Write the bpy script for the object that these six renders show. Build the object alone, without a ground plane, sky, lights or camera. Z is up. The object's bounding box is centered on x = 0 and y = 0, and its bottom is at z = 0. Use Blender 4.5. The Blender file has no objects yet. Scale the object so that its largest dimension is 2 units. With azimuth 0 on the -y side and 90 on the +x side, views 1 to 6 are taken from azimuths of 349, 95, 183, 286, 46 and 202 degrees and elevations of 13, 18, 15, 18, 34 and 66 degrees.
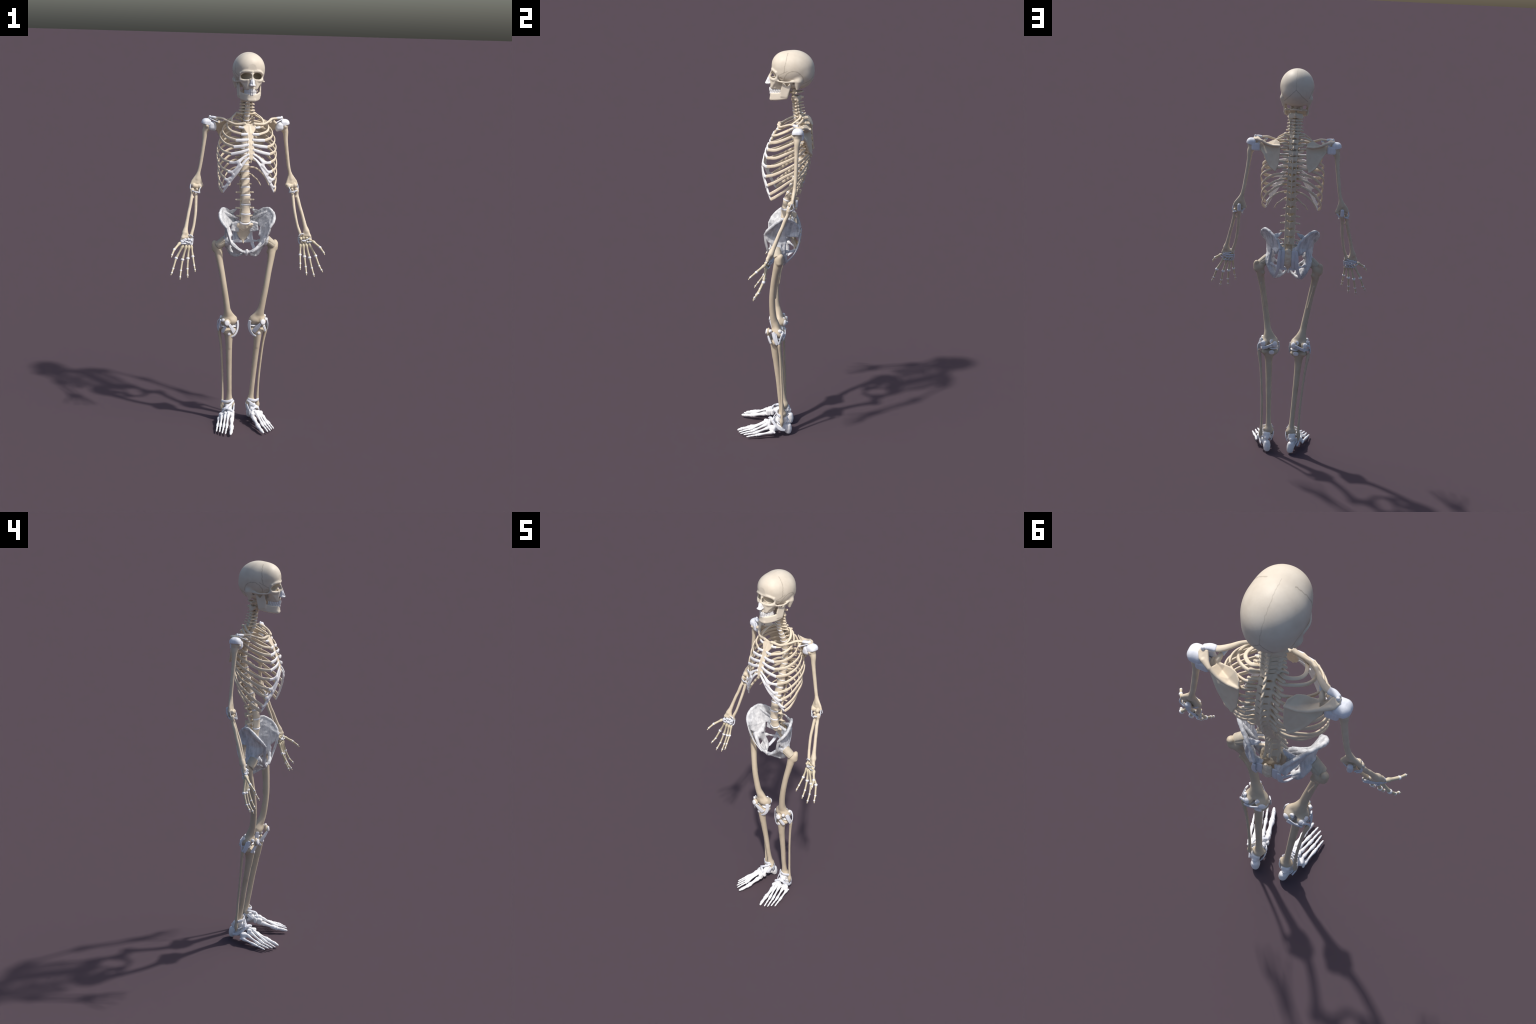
# Human skeleton with joint cartilage and ligaments, built part by part.
# Bones are described by solids (tapered rods, plates, ellipsoids) blended into one
# smooth surface, or by swept sections along a spine.  Left side (+x) is modelled,
# the right side is its mirror image.
import bpy, math
import numpy as np

A = np.array
rng = np.random.default_rng(7)

# ------------------------------------------------------------------ curves
def smooth_curve(P, n):
    P = np.asarray(P, float); k = len(P)
    if k == 2:
        t = np.linspace(0, 1, n)[:, None]; return P[0] * (1 - t) + P[1] * t
    Q = np.vstack([2 * P[0] - P[1], P, 2 * P[-1] - P[-2]])
    t = np.linspace(0, k - 1, n); i = np.minimum(t.astype(int), k - 2); f = (t - i)[:, None]
    p0, p1, p2, p3 = Q[i], Q[i + 1], Q[i + 2], Q[i + 3]
    return .5 * (2 * p1 + (p2 - p0) * f + (2 * p0 - 5 * p1 + 4 * p2 - p3) * f * f + (3 * p1 - p0 - 3 * p2 + p3) * f ** 3)

def unit(v):
    return v / (np.linalg.norm(v, axis=-1, keepdims=True) + 1e-12)

# ------------------------------------------------------------------ swept section
def sweep(points, radii, up=(0, 0, 1), seg=12, samples=None, cap=1.0, power=2.0):
    """Elliptic section swept along a smooth curve.  radii: per control (side, up) half sizes."""
    points = np.asarray(points, float); k = len(points)
    radii = A([(r, r) if np.isscalar(r) else r for r in radii], float)
    if len(radii) != k:
        t = np.linspace(0, len(radii) - 1, k); i = np.minimum(t.astype(int), len(radii) - 2); f = (t - i)[:, None]
        radii = radii[i] * (1 - f) + radii[i + 1] * f
    up = np.asarray(up, float)
    ups = np.tile(up, (k, 1)) if up.ndim == 1 else up
    n = samples or max(8, (k - 1) * 8)
    C = smooth_curve(points, n); R = np.maximum(smooth_curve(radii, n), 2e-4); U = smooth_curve(ups, n)
    T = unit(np.gradient(C, axis=0))
    S = unit(np.cross(T, U)); U = unit(np.cross(S, T))
    rings, rad = [C], [R]
    if cap:
        th = np.linspace(0, np.pi / 2, 5)
        c0 = [C[0] - T[0] * R[0].min() * cap * math.sin(a) for a in th[:0:-1]]; r0 = [R[0] * max(math.cos(a), .04) for a in th[:0:-1]]
        c1 = [C[-1] + T[-1] * R[-1].min() * cap * math.sin(a) for a in th[1:]]; r1 = [R[-1] * max(math.cos(a), .04) for a in th[1:]]
        C = np.vstack([c0, C, c1]); R = np.vstack([r0, R, r1])
        S = np.vstack([[S[0]] * 4, S, [S[-1]] * 4]); U = np.vstack([[U[0]] * 4, U, [U[-1]] * 4])
    m = len(C)
    a = np.linspace(0, 2 * np.pi, seg, endpoint=False)
    ca, sa = np.cos(a), np.sin(a)
    e = 2 / power
    ca = np.sign(ca) * np.abs(ca) ** e; sa = np.sign(sa) * np.abs(sa) ** e
    V = C[:, None] + S[:, None] * (R[:, 0, None] * ca)[..., None] + U[:, None] * (R[:, 1, None] * sa)[..., None]
    V = V.reshape(-1, 3)
    i = np.arange(m - 1)[:, None] * seg; j = np.arange(seg)[None]; j2 = (j + 1) % seg
    F = np.stack([i + j, i + j2, i + seg + j2, i + seg + j], -1).reshape(-1, 4)
    ends = [list(range(seg - 1, -1, -1)), list(range((m - 1) * seg, m * seg))]
    return V, F.tolist() + ends

def join(parts):
    V, F, o = [], [], 0
    for v, f in parts:
        V.append(v); F += [[q + o for q in g] for g in (f.tolist() if hasattr(f, 'tolist') else f)]; o += len(v)
    return np.vstack(V), F

# ------------------------------------------------------------------ solids
class Solid:
    def __init__(s, fn, lo, hi): s.fn, s.lo, s.hi = fn, np.asarray(lo, float), np.asarray(hi, float)

def rod(a, b, ra, rb=None):
    rb = ra if rb is None else rb
    a, b = A(a, float), A(b, float); d = b - a; L = d @ d + 1e-12; r = max(ra, rb)
    def fn(P):
        q = P - a; t = np.clip(q @ d / L, 0, 1)
        return np.linalg.norm(q - t[..., None] * d, axis=-1) - (ra + (rb - ra) * t)
    return Solid(fn, np.minimum(a, b) - r, np.maximum(a, b) + r)

def rods(pts, radii, n=None):
    pts = np.asarray(pts, float); radii = np.asarray(radii, float)[:, None]
    n = n or (len(pts) - 1) * 5 + 1
    C = smooth_curve(pts, n); R = smooth_curve(radii, n)[:, 0]
    return [rod(C[i], C[i + 1], R[i], R[i + 1]) for i in range(n - 1)]

def ball(c, r):
    return rod(c, A(c, float) + 1e-6, r)

def ellipsoid(c, r, rot=None):
    c, r = A(c, float), A(r, float); M = np.eye(3) if rot is None else np.asarray(rot, float)
    def fn(P):
        q = (P - c) @ M.T
        k0 = np.linalg.norm(q / r, axis=-1); k1 = np.linalg.norm(q / (r * r), axis=-1) + 1e-9
        return k0 * (k0 - 1) / k1
    m = r.max() if rot is not None else r
    return Solid(fn, c - m, c + m)

def block(c, half, round_=.002, rot=None):
    c, half = A(c, float), A(half, float); M = np.eye(3) if rot is None else np.asarray(rot, float)
    def fn(P):
        q = np.abs((P - c) @ M.T) - (half - round_)
        return np.linalg.norm(np.maximum(q, 0), axis=-1) + np.minimum(q.max(-1), 0) - round_
    m = np.linalg.norm(half) if rot is not None else half
    return Solid(fn, c - m, c + m)

def plate(a, b, c, ra, rb=None, rc=None):
    """Triangular slab whose half thickness runs from corner to corner."""
    rb = ra if rb is None else rb; rc = ra if rc is None else rc
    a, b, c = A(a, float), A(b, float), A(c, float)
    n = unit(np.cross(b - a, c - a)); r = max(ra, rb, rc)
    v0, v1 = b - a, c - a; d00, d01, d11 = v0 @ v0, v0 @ v1, v1 @ v1; den = d00 * d11 - d01 * d01 + 1e-18
    edges = [rod(a, b, ra, rb), rod(b, c, rb, rc), rod(c, a, rc, ra)]
    def fn(P):
        q = P - a; d20, d21 = q @ v0, q @ v1
        v = (d11 * d20 - d01 * d21) / den; w = (d00 * d21 - d01 * d20) / den; u = 1 - v - w
        out = np.minimum(np.minimum(edges[0].fn(P), edges[1].fn(P)), edges[2].fn(P))
        ins = (u >= 0) & (v >= 0) & (w >= 0)
        return np.where(ins, np.abs(q @ n) - (u * ra + v * rb + w * rc), out)
    return Solid(fn, np.minimum(np.minimum(a, b), c) - r, np.maximum(np.maximum(a, b), c) + r)

def sheet(V, T):
    """V: {name:(x,y,z,half thickness)}, T: 'a b c, b c d' triangles."""
    out = []
    for t in T.split(','):
        p, q, r = [V[k] for k in t.split()]
        out.append(plate(p[:3], q[:3], r[:3], p[3], q[3], r[3]))
    return out

class Field:
    """Blend of solids on a regular grid; surface() turns it into a quad mesh."""
    def __init__(s, lo, hi, h):
        s.h = h; s.lo = A(lo, float) - 3 * h; n = np.ceil((A(hi, float) + 3 * h - s.lo) / h).astype(int) + 1
        s.ax = [s.lo[i] + h * np.arange(n[i]) for i in range(3)]
        s.F = np.full(n, .03)
    def _sub(s, p, m):
        sl = []
        for i in range(3):
            a = max(int((p.lo[i] - m - s.lo[i]) / s.h), 0); b = min(int((p.hi[i] + m - s.lo[i]) / s.h) + 2, len(s.ax[i]))
            if b <= a: return None, None
            sl.append(slice(a, b))
        X = np.stack(np.meshgrid(s.ax[0][sl[0]], s.ax[1][sl[1]], s.ax[2][sl[2]], indexing='ij'), -1)
        return tuple(sl), X
    def add(s, p, k=.004):
        """Blend a solid, or a list of solids taken as one body, into the field."""
        ps = p if isinstance(p, list) else [p]
        whole = Solid(None, np.min([q.lo for q in ps], 0), np.max([q.hi for q in ps], 0))
        sl, X = s._sub(whole, k + 3 * s.h)
        if sl is None: return s
        d = np.full(X.shape[:3], .03); o = s.lo + s.h * A([q.start for q in sl])
        for q in ps:
            m = k + 3 * s.h; w = []
            for i in range(3):
                a = max(int((q.lo[i] - m - o[i]) / s.h), 0); b = min(int((q.hi[i] + m - o[i]) / s.h) + 2, d.shape[i]); w.append(slice(a, max(b, a)))
            w = tuple(w)
            if d[w].size: d[w] = np.minimum(d[w], q.fn(X[w]))
        f = s.F[sl]
        if k > 0:
            e = np.maximum(k - np.abs(f - d), 0) / k; s.F[sl] = np.minimum(f, d) - e * e * k * .25
        else: s.F[sl] = np.minimum(f, d)
        return s
    def roughen(s, amp, size, seed=0, octaves=3):
        """Uneven skin: sums of randomly turned waves."""
        q = np.random.default_rng(seed); X = np.stack(np.meshgrid(*s.ax, indexing='ij'), -1); n = np.zeros(s.F.shape)
        for o in range(octaves):
            for w in range(5):
                d = unit(q.normal(size=3)) * (2 * np.pi / (size / 1.9 ** o)); e = unit(q.normal(size=3)) * (2 * np.pi / (size * 1.6 / 1.9 ** o))
                n += np.sin(X @ d + q.uniform(0, 6)) * np.sin(X @ e + q.uniform(0, 6)) / 1.7 ** o / 2.2
        s.F = s.F + amp * n; return s
    def cut(s, p, k=.003):
        for q in (p if isinstance(p, list) else [p]):
            sl, X = s._sub(q, k + 2 * s.h)
            if sl is None: continue
            d = -q.fn(X); f = s.F[sl]
            e = np.maximum(k - np.abs(f - d), 0) / k; s.F[sl] = np.maximum(f, d) + e * e * k * .25
        return s
    def keep(s, fn):
        X = np.stack(np.meshgrid(*s.ax, indexing='ij'), -1); s.F = np.maximum(s.F, fn(X)); return s
    def surface(s, relax=2):
        F = s.F; S = F < 0; n = A(F.shape)
        cnt = np.zeros(n - 1, int); pos = np.zeros(tuple(n - 1) + (3,))
        for ax in range(3):
            o = [i for i in range(3) if i != ax]
            sl0 = [slice(None)] * 3; sl1 = [slice(None)] * 3
            sl0[ax] = slice(0, -1); sl1[ax] = slice(1, None)
            f0, f1 = F[tuple(sl0)], F[tuple(sl1)]; ch = S[tuple(sl0)] != S[tuple(sl1)]
            t = np.where(ch, f0 / np.where(ch, f0 - f1, 1), 0)
            for a in (0, 1):
                for b in (0, 1):
                    q = [None] * 3; q[ax] = slice(None)
                    q[o[0]] = slice(a, n[o[0]] - 1 + a); q[o[1]] = slice(b, n[o[1]] - 1 + b)
                    c = ch[tuple(q)]; cnt += c
                    pos[..., ax] += np.where(c, t[tuple(q)], 0)
                    pos[..., o[0]] += c * a; pos[..., o[1]] += c * b
        act = cnt > 0; idx = np.full(act.shape, -1); idx[act] = np.arange(act.sum())
        I = np.argwhere(act); V = s.lo + s.h * (I + pos[act] / cnt[act][:, None])
        Q = []
        for ax in range(3):
            o = [(ax + 1) % 3, (ax + 2) % 3]
            sl0 = [slice(None)] * 3; sl1 = [slice(None)] * 3
            sl0[ax] = slice(0, -1); sl1[ax] = slice(1, None)
            a0, a1 = S[tuple(sl0)], S[tuple(sl1)]
            for flip, m in ((0, a0 & ~a1), (1, ~a0 & a1)):
                E = np.argwhere(m)
                if not len(E): continue
                E = E[(E[:, o[0]] > 0) & (E[:, o[1]] > 0) & (E[:, o[0]] < n[o[0]] - 1) & (E[:, o[1]] < n[o[1]] - 1)]
                c = []
                for da, db in ((1, 1), (0, 1), (0, 0), (1, 0)):
                    e = E.copy(); e[:, o[0]] -= da; e[:, o[1]] -= db; c.append(idx[e[:, 0], e[:, 1], e[:, 2]])
                q = np.stack(c, 1); Q.append(q[:, ::-1] if flip else q)
        Q = np.vstack(Q)
        E = np.vstack([Q[:, [0, 1]], Q[:, [1, 2]], Q[:, [2, 3]], Q[:, [3, 0]]])
        deg = np.bincount(E[:, 0], minlength=len(V)) + np.bincount(E[:, 1], minlength=len(V))
        for it in range(relax):
            for lam in (.5, -.45):
                acc = np.zeros_like(V)
                for k in range(3):
                    acc[:, k] = np.bincount(E[:, 0], V[E[:, 1], k], len(V)) + np.bincount(E[:, 1], V[E[:, 0], k], len(V))
                V = V + lam * (acc / np.maximum(deg, 1)[:, None] - V)
        return V, Q

# ------------------------------------------------------------------ materials
def material(name, base, dark, rough=.55, scale=18., stretch=(1, 1, 1), amount=.5, bump=.08, bump_scale=260., spec=.3, extra=None):
    m = bpy.data.materials.new(name); m.use_nodes = True
    nt = m.node_tree; N = nt.nodes; L = nt.links; bs = N['Principled BSDF']
    tc = N.new('ShaderNodeTexCoord'); mp = N.new('ShaderNodeMapping'); mp.inputs['Scale'].default_value = stretch
    L.new(tc.outputs['Object'], mp.inputs['Vector'])
    n1 = N.new('ShaderNodeTexNoise'); n1.inputs['Scale'].default_value = scale; n1.inputs['Detail'].default_value = 6; n1.inputs['Roughness'].default_value = .6
    L.new(mp.outputs[0], n1.inputs['Vector'])
    ramp = N.new('ShaderNodeValToRGB'); ramp.color_ramp.elements[0].position = .5 - .28; ramp.color_ramp.elements[1].position = .5 + .12
    mixd = [b + (d - b) * amount for b, d in zip(base, dark)]
    ramp.color_ramp.elements[0].color = (*mixd, 1); ramp.color_ramp.elements[1].color = (*base, 1)
    L.new(n1.outputs['Fac'], ramp.inputs['Fac'])
    col = ramp.outputs['Color']
    if extra: col = extra(nt, tc, col)
    L.new(col, bs.inputs['Base Color'])
    bs.inputs['Roughness'].default_value = rough
    bs.inputs['Specular IOR Level'].default_value = spec
    n2 = N.new('ShaderNodeTexNoise'); n2.inputs['Scale'].default_value = bump_scale; n2.inputs['Detail'].default_value = 4
    L.new(mp.outputs[0], n2.inputs['Vector'])
    bp = N.new('ShaderNodeBump'); bp.inputs['Strength'].default_value = bump; bp.inputs['Distance'].default_value = .002
    L.new(n2.outputs['Fac'], bp.inputs['Height']); L.new(bp.outputs[0], bs.inputs['Normal'])
    return m

def sutures(nt, tc, col):
    """Thin brown seams of the skull cap, masked by position on the vault."""
    N, L = nt.nodes, nt.links
    def math_(op, a, b=None, c=None):
        n = N.new('ShaderNodeMath'); n.operation = op
        for i, v in enumerate((a, b, c)):
            if v is None: continue
            if isinstance(v, (int, float)): n.inputs[i].default_value = v
            else: L.new(v, n.inputs[i])
        return n.outputs[0]
    nz = N.new('ShaderNodeTexNoise'); nz.inputs['Scale'].default_value = 90; nz.inputs['Detail'].default_value = 3
    L.new(tc.outputs['Object'], nz.inputs['Vector'])
    sep = N.new('ShaderNodeSeparateXYZ'); L.new(tc.outputs['Object'], sep.inputs[0])
    ax = math_('ABSOLUTE', sep.outputs[0]); y = sep.outputs[1]; z = sep.outputs[2]
    wob = math_('MULTIPLY', math_('SUBTRACT', nz.outputs['Fac'], .5), .009)
    def line(dist, width):
        n = N.new('ShaderNodeMapRange'); n.interpolation_type = 'SMOOTHSTEP'
        L.new(math_('ABSOLUTE', math_('ADD', dist, wob)), n.inputs['Value'])
        n.inputs['From Min'].default_value = 0; n.inputs['From Max'].default_value = width
        n.inputs['To Min'].default_value = 1; n.inputs['To Max'].default_value = 0; return n.outputs[0]
    def gate(v, lo, hi):
        return math_('MULTIPLY', math_('GREATER_THAN', v, lo), math_('LESS_THAN', v, hi))
    # coronal seam
    cor = line(math_('SUBTRACT', y, math_('MULTIPLY_ADD', math_('SUBTRACT', z, 1.90), .16, .010)), .0034)
    cor = math_('MULTIPLY', cor, gate(z, 1.897, 1.99))
    # squamous seam: arc on the temple
    dy = math_('SUBTRACT', y, .058); dz = math_('SUBTRACT', z, 1.862)
    rad = math_('SQRT', math_('ADD', math_('MULTIPLY', dy, dy), math_('MULTIPLY', dz, dz)))
    sq = line(math_('SUBTRACT', rad, .046), .0034)
    sq = math_('MULTIPLY', sq, math_('MULTIPLY', gate(ax, .045, .2), gate(z, 1.862, 1.95)))
    # sphenoid link
    sp = line(math_('SUBTRACT', z, math_('MULTIPLY_ADD', y, .55, 1.893)), .0030)
    sp = math_('MULTIPLY', sp, math_('MULTIPLY', gate(ax, .03, .2), gate(y, -.018, .028)))
    # lambdoid and sagittal seams at the back
    lam = line(math_('SUBTRACT', z, math_('MULTIPLY_ADD', ax, -1.0, 1.905)), .0042)
    lam = math_('MULTIPLY', lam, gate(y, .1, .3))
    sag = line(sep.outputs[0], .0022); sag = math_('MULTIPLY', sag, gate(y, .02, .154)); sag = math_('MULTIPLY', math_('MULTIPLY', sag, math_('GREATER_THAN', z, 1.905)), .6)
    tot = math_('MINIMUM', math_('ADD', math_('ADD', cor, sq), math_('ADD', math_('ADD', sp, lam), sag)), 1.0)
    mx = N.new('ShaderNodeMix'); mx.data_type = 'RGBA'
    L.new(math_('MULTIPLY', tot, .42), mx.inputs['Factor']); L.new(col, mx.inputs['A']); mx.inputs['B'].default_value = (.20, .15, .10, 1)
    return mx.outputs['Result']

SKULL = material('bone_skull', (.72, .655, .55), (.56, .48, .38), .5, 22, amount=.5, extra=sutures)
BONE = material('bone_trunk', (.76, .665, .525), (.58, .47, .335), .5, 26, amount=.5)
ARM = material('bone_arm', (.71, .62, .485), (.52, .43, .31), .5, 26, amount=.5)
LEG = material('bone_leg', (.60, .515, .395), (.46, .38, .27), .5, 22, amount=.5)
FINGER = material('bone_finger', (.66, .59, .44), (.50, .43, .30), .5, 60, amount=.5)
CART = material('cartilage_white', (.86, .86, .88), (.76, .77, .82), .4, 30, amount=.4, bump=.03)
LIG = material('ligament_pale', (.72, .74, .79), (.50, .53, .62), .5, 40, (3, 3, .6), amount=.6, bump=.15)
HIP = material('hip_ligament_streaked', (.74, .75, .77), (.20, .215, .25), .5, 30, (1.7, 1.7, .5), amount=.8, bump=.35, bump_scale=110)
CAPS = material('joint_capsule_fibres', (.80, .82, .87), (.58, .62, .72), .5, 60, (3, 3, .5), amount=.5, bump=.2)
FOOT = material('foot_bone_white', (.86, .86, .87), (.74, .74, .78), .45, 40, amount=.4, bump=.05)
TOOTH = material('tooth_enamel', (.86, .86, .86), (.78, .78, .80), .25, 40, amount=.3, bump=.0)
HIPCAP = material('hip_capsule_tan', (.56, .50, .40), (.42, .36, .27), .55, 40, (3, 1, 1), amount=.6, bump=.15)

# ------------------------------------------------------------------ objects
root = bpy.data.objects.new('human_skeleton', None)
bpy.context.scene.collection.objects.link(root)
root['label'] = 'standing human skeleton with white cartilage and ligaments'
root['category'] = 'skeleton'

def build(name, mesh, mat, parent=None, stuff=False, flat=False):
    V, F = mesh
    me = bpy.data.meshes.new(name)
    if hasattr(F, 'shape'):
        me.vertices.add(len(V)); me.vertices.foreach_set('co', np.ascontiguousarray(V, dtype=np.float32).ravel())
        n = F.shape[1]; me.loops.add(F.size); me.polygons.add(len(F))
        me.loops.foreach_set('vertex_index', F.astype(np.int32).ravel())
        me.polygons.foreach_set('loop_start', np.arange(len(F), dtype=np.int32) * n)
    else:
        me.from_pydata(V.tolist(), [], F)
    me.update(calc_edges=True); me.validate()
    me.polygons.foreach_set('use_smooth', np.ones(len(me.polygons), bool))
    me.materials.append(mat)
    o = bpy.data.objects.new(name, me); bpy.context.scene.collection.objects.link(o)
    o.parent = parent or root
    if stuff: o['kind'] = 'stuff'
    return o

def mirrored(mesh):
    V, F = mesh; V = V * A([-1, 1, 1])
    return V, (F[:, ::-1] if hasattr(F, 'shape') else [f[::-1] for f in F])

def pair(name, mesh, mat, parents=(None, None), mat_right=None, stuff=False):
    return (build(name, mesh, mat, parents[0], stuff), build(name, mirrored(mesh), mat_right or mat, parents[1], stuff))

def both(*pts):
    """left and right copies of a solid builder's points"""
    return [[A(p) * A([s, 1, 1]) for p in pts] for s in (1, -1)]

# =================================================================== SKULL
def make_skull():
    f = Field((-.09, -.085, 1.805), (.09, .165, 2.005), .002)
    f.add(ellipsoid((0, .053, 1.914), (.0825, .099, .087)), 0)
    f.add(ellipsoid((0, .096, 1.886), (.064, .054, .054)), .014)
    f.add(ellipsoid((0, .066, 1.849), (.059, .056, .029)), .02)           # hind base
    f.add(ellipsoid((0, -.001, 1.930), (.060, .050, .054)), .03)
    f.add(ellipsoid((.0, .012, 1.890), (.064, .045, .04)), .02)           # temples
    f.add(block((0, .036, 1.846), (.032, .045, .014), .01), .012)         # skull base
    for s in (1, -1):
        m = A([s, 1, 1])
        f.add(rods(A([(.004, -.0515, 1.9065), (.020, -.0510, 1.9085), (.042, -.0430, 1.9055), (.0555, -.0280, 1.896)]) * m, [.0046, .0048, .0044, .0042]), .010)   # brow
        f.add(rods(A([(.0555, -.028, 1.896), (.0575, -.022, 1.882), (.055, -.025, 1.868)]) * m, [.0042, .0042, .0060]), .006)   # outer orbit rim
        f.add(rods(A([(.055, -.025, 1.866), (.040, -.042, 1.861), (.024, -.052, 1.863)]) * m, [.0058, .0050, .0045]), .006)    # lower rim
        f.add(plate(A((.020, -.053, 1.865)) * m, A((.050, -.027, 1.860)) * m, A((.024, -.046, 1.824)) * m, .006), .008)      # cheek front
        f.add(plate(A((.050, -.022, 1.859)) * m, A((.028, -.030, 1.824)) * m, A((.030, -.002, 1.826)) * m, .006), .008)
        f.add(rods(A([(.054, -.022, 1.860), (.066, -.004, 1.856), (.0745, .016, 1.855), (.0755, .034, 1.856), (.070, .054, 1.858)]) * m, [.0062, .0044, .0038, .0040, .0060]), .005)  # zygomatic arch
        f.add(rod(A((.062, .080, 1.858)) * m, A((.061, .077, 1.826)) * m, .018, .0075), .016)                                   # mastoid
        f.add(plate(A((.010, -.055, 1.893)) * m, A((.011, -.061, 1.868)) * m, A((.018, -.052, 1.850)) * m, .0042), .005)        # frontal process of maxilla
    f.add(rod((0, -.052, 1.896), (0, -.065, 1.870), .0062, .0060), .006)   # nasal bones
    f.add(block((0, -.025, 1.838), (.026, .030, .022), .012), .01)        # maxilla
    f.add(rods([(-.027, .000, 1.823), (-.022, -.040, 1.822), (0, -.0545, 1.822), (.022, -.040, 1.822), (.027, .000, 1.823)], [.0062] * 5), .006)
    f.add(rods([(-.02, .045, 1.836), (0, .055, 1.830), (.02, .045, 1.836)], [.01, .009, .01]), .01)
    f.add(block((0, .006, 1.836), (.022, .022, .018), .008), .008)
    for s in (1, -1):
        m = A([s, 1, 1])
        ang = .38 * s; c, sn = math.cos(ang), math.sin(ang)
        f.cut(ellipsoid(A((.0300, -.024, 1.8840)) * m, (.0212, .054, .0184), [[c, -sn, 0], [sn, c, 0], [0, 0, 1]]), .003)    # orbit
        f.cut(ellipsoid(A((.062, -.006, 1.866)) * m, (.006, .009, .008)), .005)              # pit behind the orbit
        f.cut(ellipsoid(A((.060, .018, 1.842)) * m, (.012, .020, .013)), .004)               # gap under the arch
        f.cut(ellipsoid(A((.050, .004, 1.838)) * m, (.014, .020, .015)), .004)
        f.cut(rod(A((.078, .0605, 1.850)) * m, A((.058, .058, 1.850)) * m, .0040), .002)     # ear canal
        f.cut(ball(A((.030, -.058, 1.855)) * m, .0028), .002)                                # infraorbital hole
        f.cut(ellipsoid(A((.006, -.060, 1.848)) * m, (.0075, .012, .013)), .002)            # nasal opening
    return f.surface()
skull = build('skull', make_skull(), SKULL)

def make_mandible():
    f = Field((-.068, -.066, 1.752), (.068, .056, 1.858), .002)
    arch = A([(-.056, .026, 1.791), (-.046, -.008, 1.783), (-.030, -.037, 1.778), (-.012, -.0515, 1.776), (.012, -.0515, 1.776), (.030, -.037, 1.778), (.046, -.008, 1.783), (.056, .026, 1.791)])
    n = 40; up = smooth_curve(arch * A([.97, 1, 1]) + A([0, .0005, .0135]), n); lo = smooth_curve(arch * A([.96, 1, 1]) + A([0, .0005, -.0115]), n)
    body = []
    for i in range(n - 1): body += [plate(up[i], lo[i], up[i + 1], .0052, .0064, .0052), plate(lo[i], up[i + 1], lo[i + 1], .0064, .0052, .0064)]
    f.add(body, 0)
    f.add(rod((-.014, -.0505, 1.7655), (.014, -.0505, 1.7655), .0072), .006)  # chin
    for s in (1, -1):
        m = A([s, 1, 1])
        V = dict(g=(.0560, .029, 1.786, .0056), b=(.0580, .036, 1.81, .0042), c=(.0605, .045, 1.846, .0045), n=(.0580, .026, 1.828, .003), k=(.0555, .009, 1.851, .003), a=(.0525, .000, 1.812, .0045), d=(.0515, .002, 1.786, .0056))
        V = {k: tuple(A(v[:3]) * m) + (v[3],) for k, v in V.items()}
        f.add(sheet(V, 'g b n,b c n,g n a,n k a,g a d'), .004)
        f.add(rod(A((.055, .045, 1.850)) * m, A((.066, .046, 1.850)) * m, .0048), .004)     # condyle
    return f.surface()
build('mandible', make_mandible(), SKULL, skull)

def make_teeth():
    parts = []
    for z0, z1, wy in ((1.8195, 1.8035, -.0605), (1.789, 1.8025, -.0575)):
        th = np.linspace(-1.42, 1.42, 400); C = np.stack([.0285 * np.sin(th), wy + .066 * (1 - np.cos(th)), 0 * th], 1)
        L = np.r_[0, np.cumsum(np.linalg.norm(np.diff(C, axis=0), axis=1))]; n = 16; step = L[-1] / n
        for k in range(n):
            i = np.searchsorted(L, (k + .5) * step); p = C[i]; t = unit(C[min(i + 1, 399)] - C[i - 1]); side = unit(np.cross(t, [0, 0, 1.]))
            w = step * .47; front = abs(k - 7.5) < 3; zz = z1 + (.0008 if front else 0) * np.sign(z1 - z0)
            parts.append(sweep([p + A([0, 0, z0]), p + A([0, 0, (z0 + zz) / 2]), p + A([0, 0, zz])], [(w * .82, .0030), (w, .0036), (w * .9, .0024 if front else .0034)], up=side, seg=12, samples=6, power=3, cap=.35))
    return join(parts)
build('tooth', make_teeth(), TOOTH, skull, stuff=True)

def make_nose():
    f = Field((-.02, -.092, 1.828), (.02, -.045, 1.880), .0014)
    for s in (1, -1):
        m = A([s, 1, 1])
        f.add(plate(A((0, -.067, 1.872)) * m, A((0, -.0815, 1.840)) * m, A((.0125, -.056, 1.842)) * m, .0025), .002)
        f.add(plate(A((0, -.067, 1.872)) * m, A((.006, -.060, 1.868)) * m, A((.0125, -.056, 1.842)) * m, .0025), .002)
        f.add(ellipsoid(A((.006, -.070, 1.8395)) * m, (.0088, .0125, .0055)), .002)
        f.add(ellipsoid(A((.003, -.0655, 1.853)) * m, (.0085, .0080, .0170)), .003)
    f.cut(rod((-.02, -.085, 1.8445), (.02, -.085, 1.8445), .0006), .0012)
    return f.surface()
build('nasal_cartilage', make_nose(), CART, skull)

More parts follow.
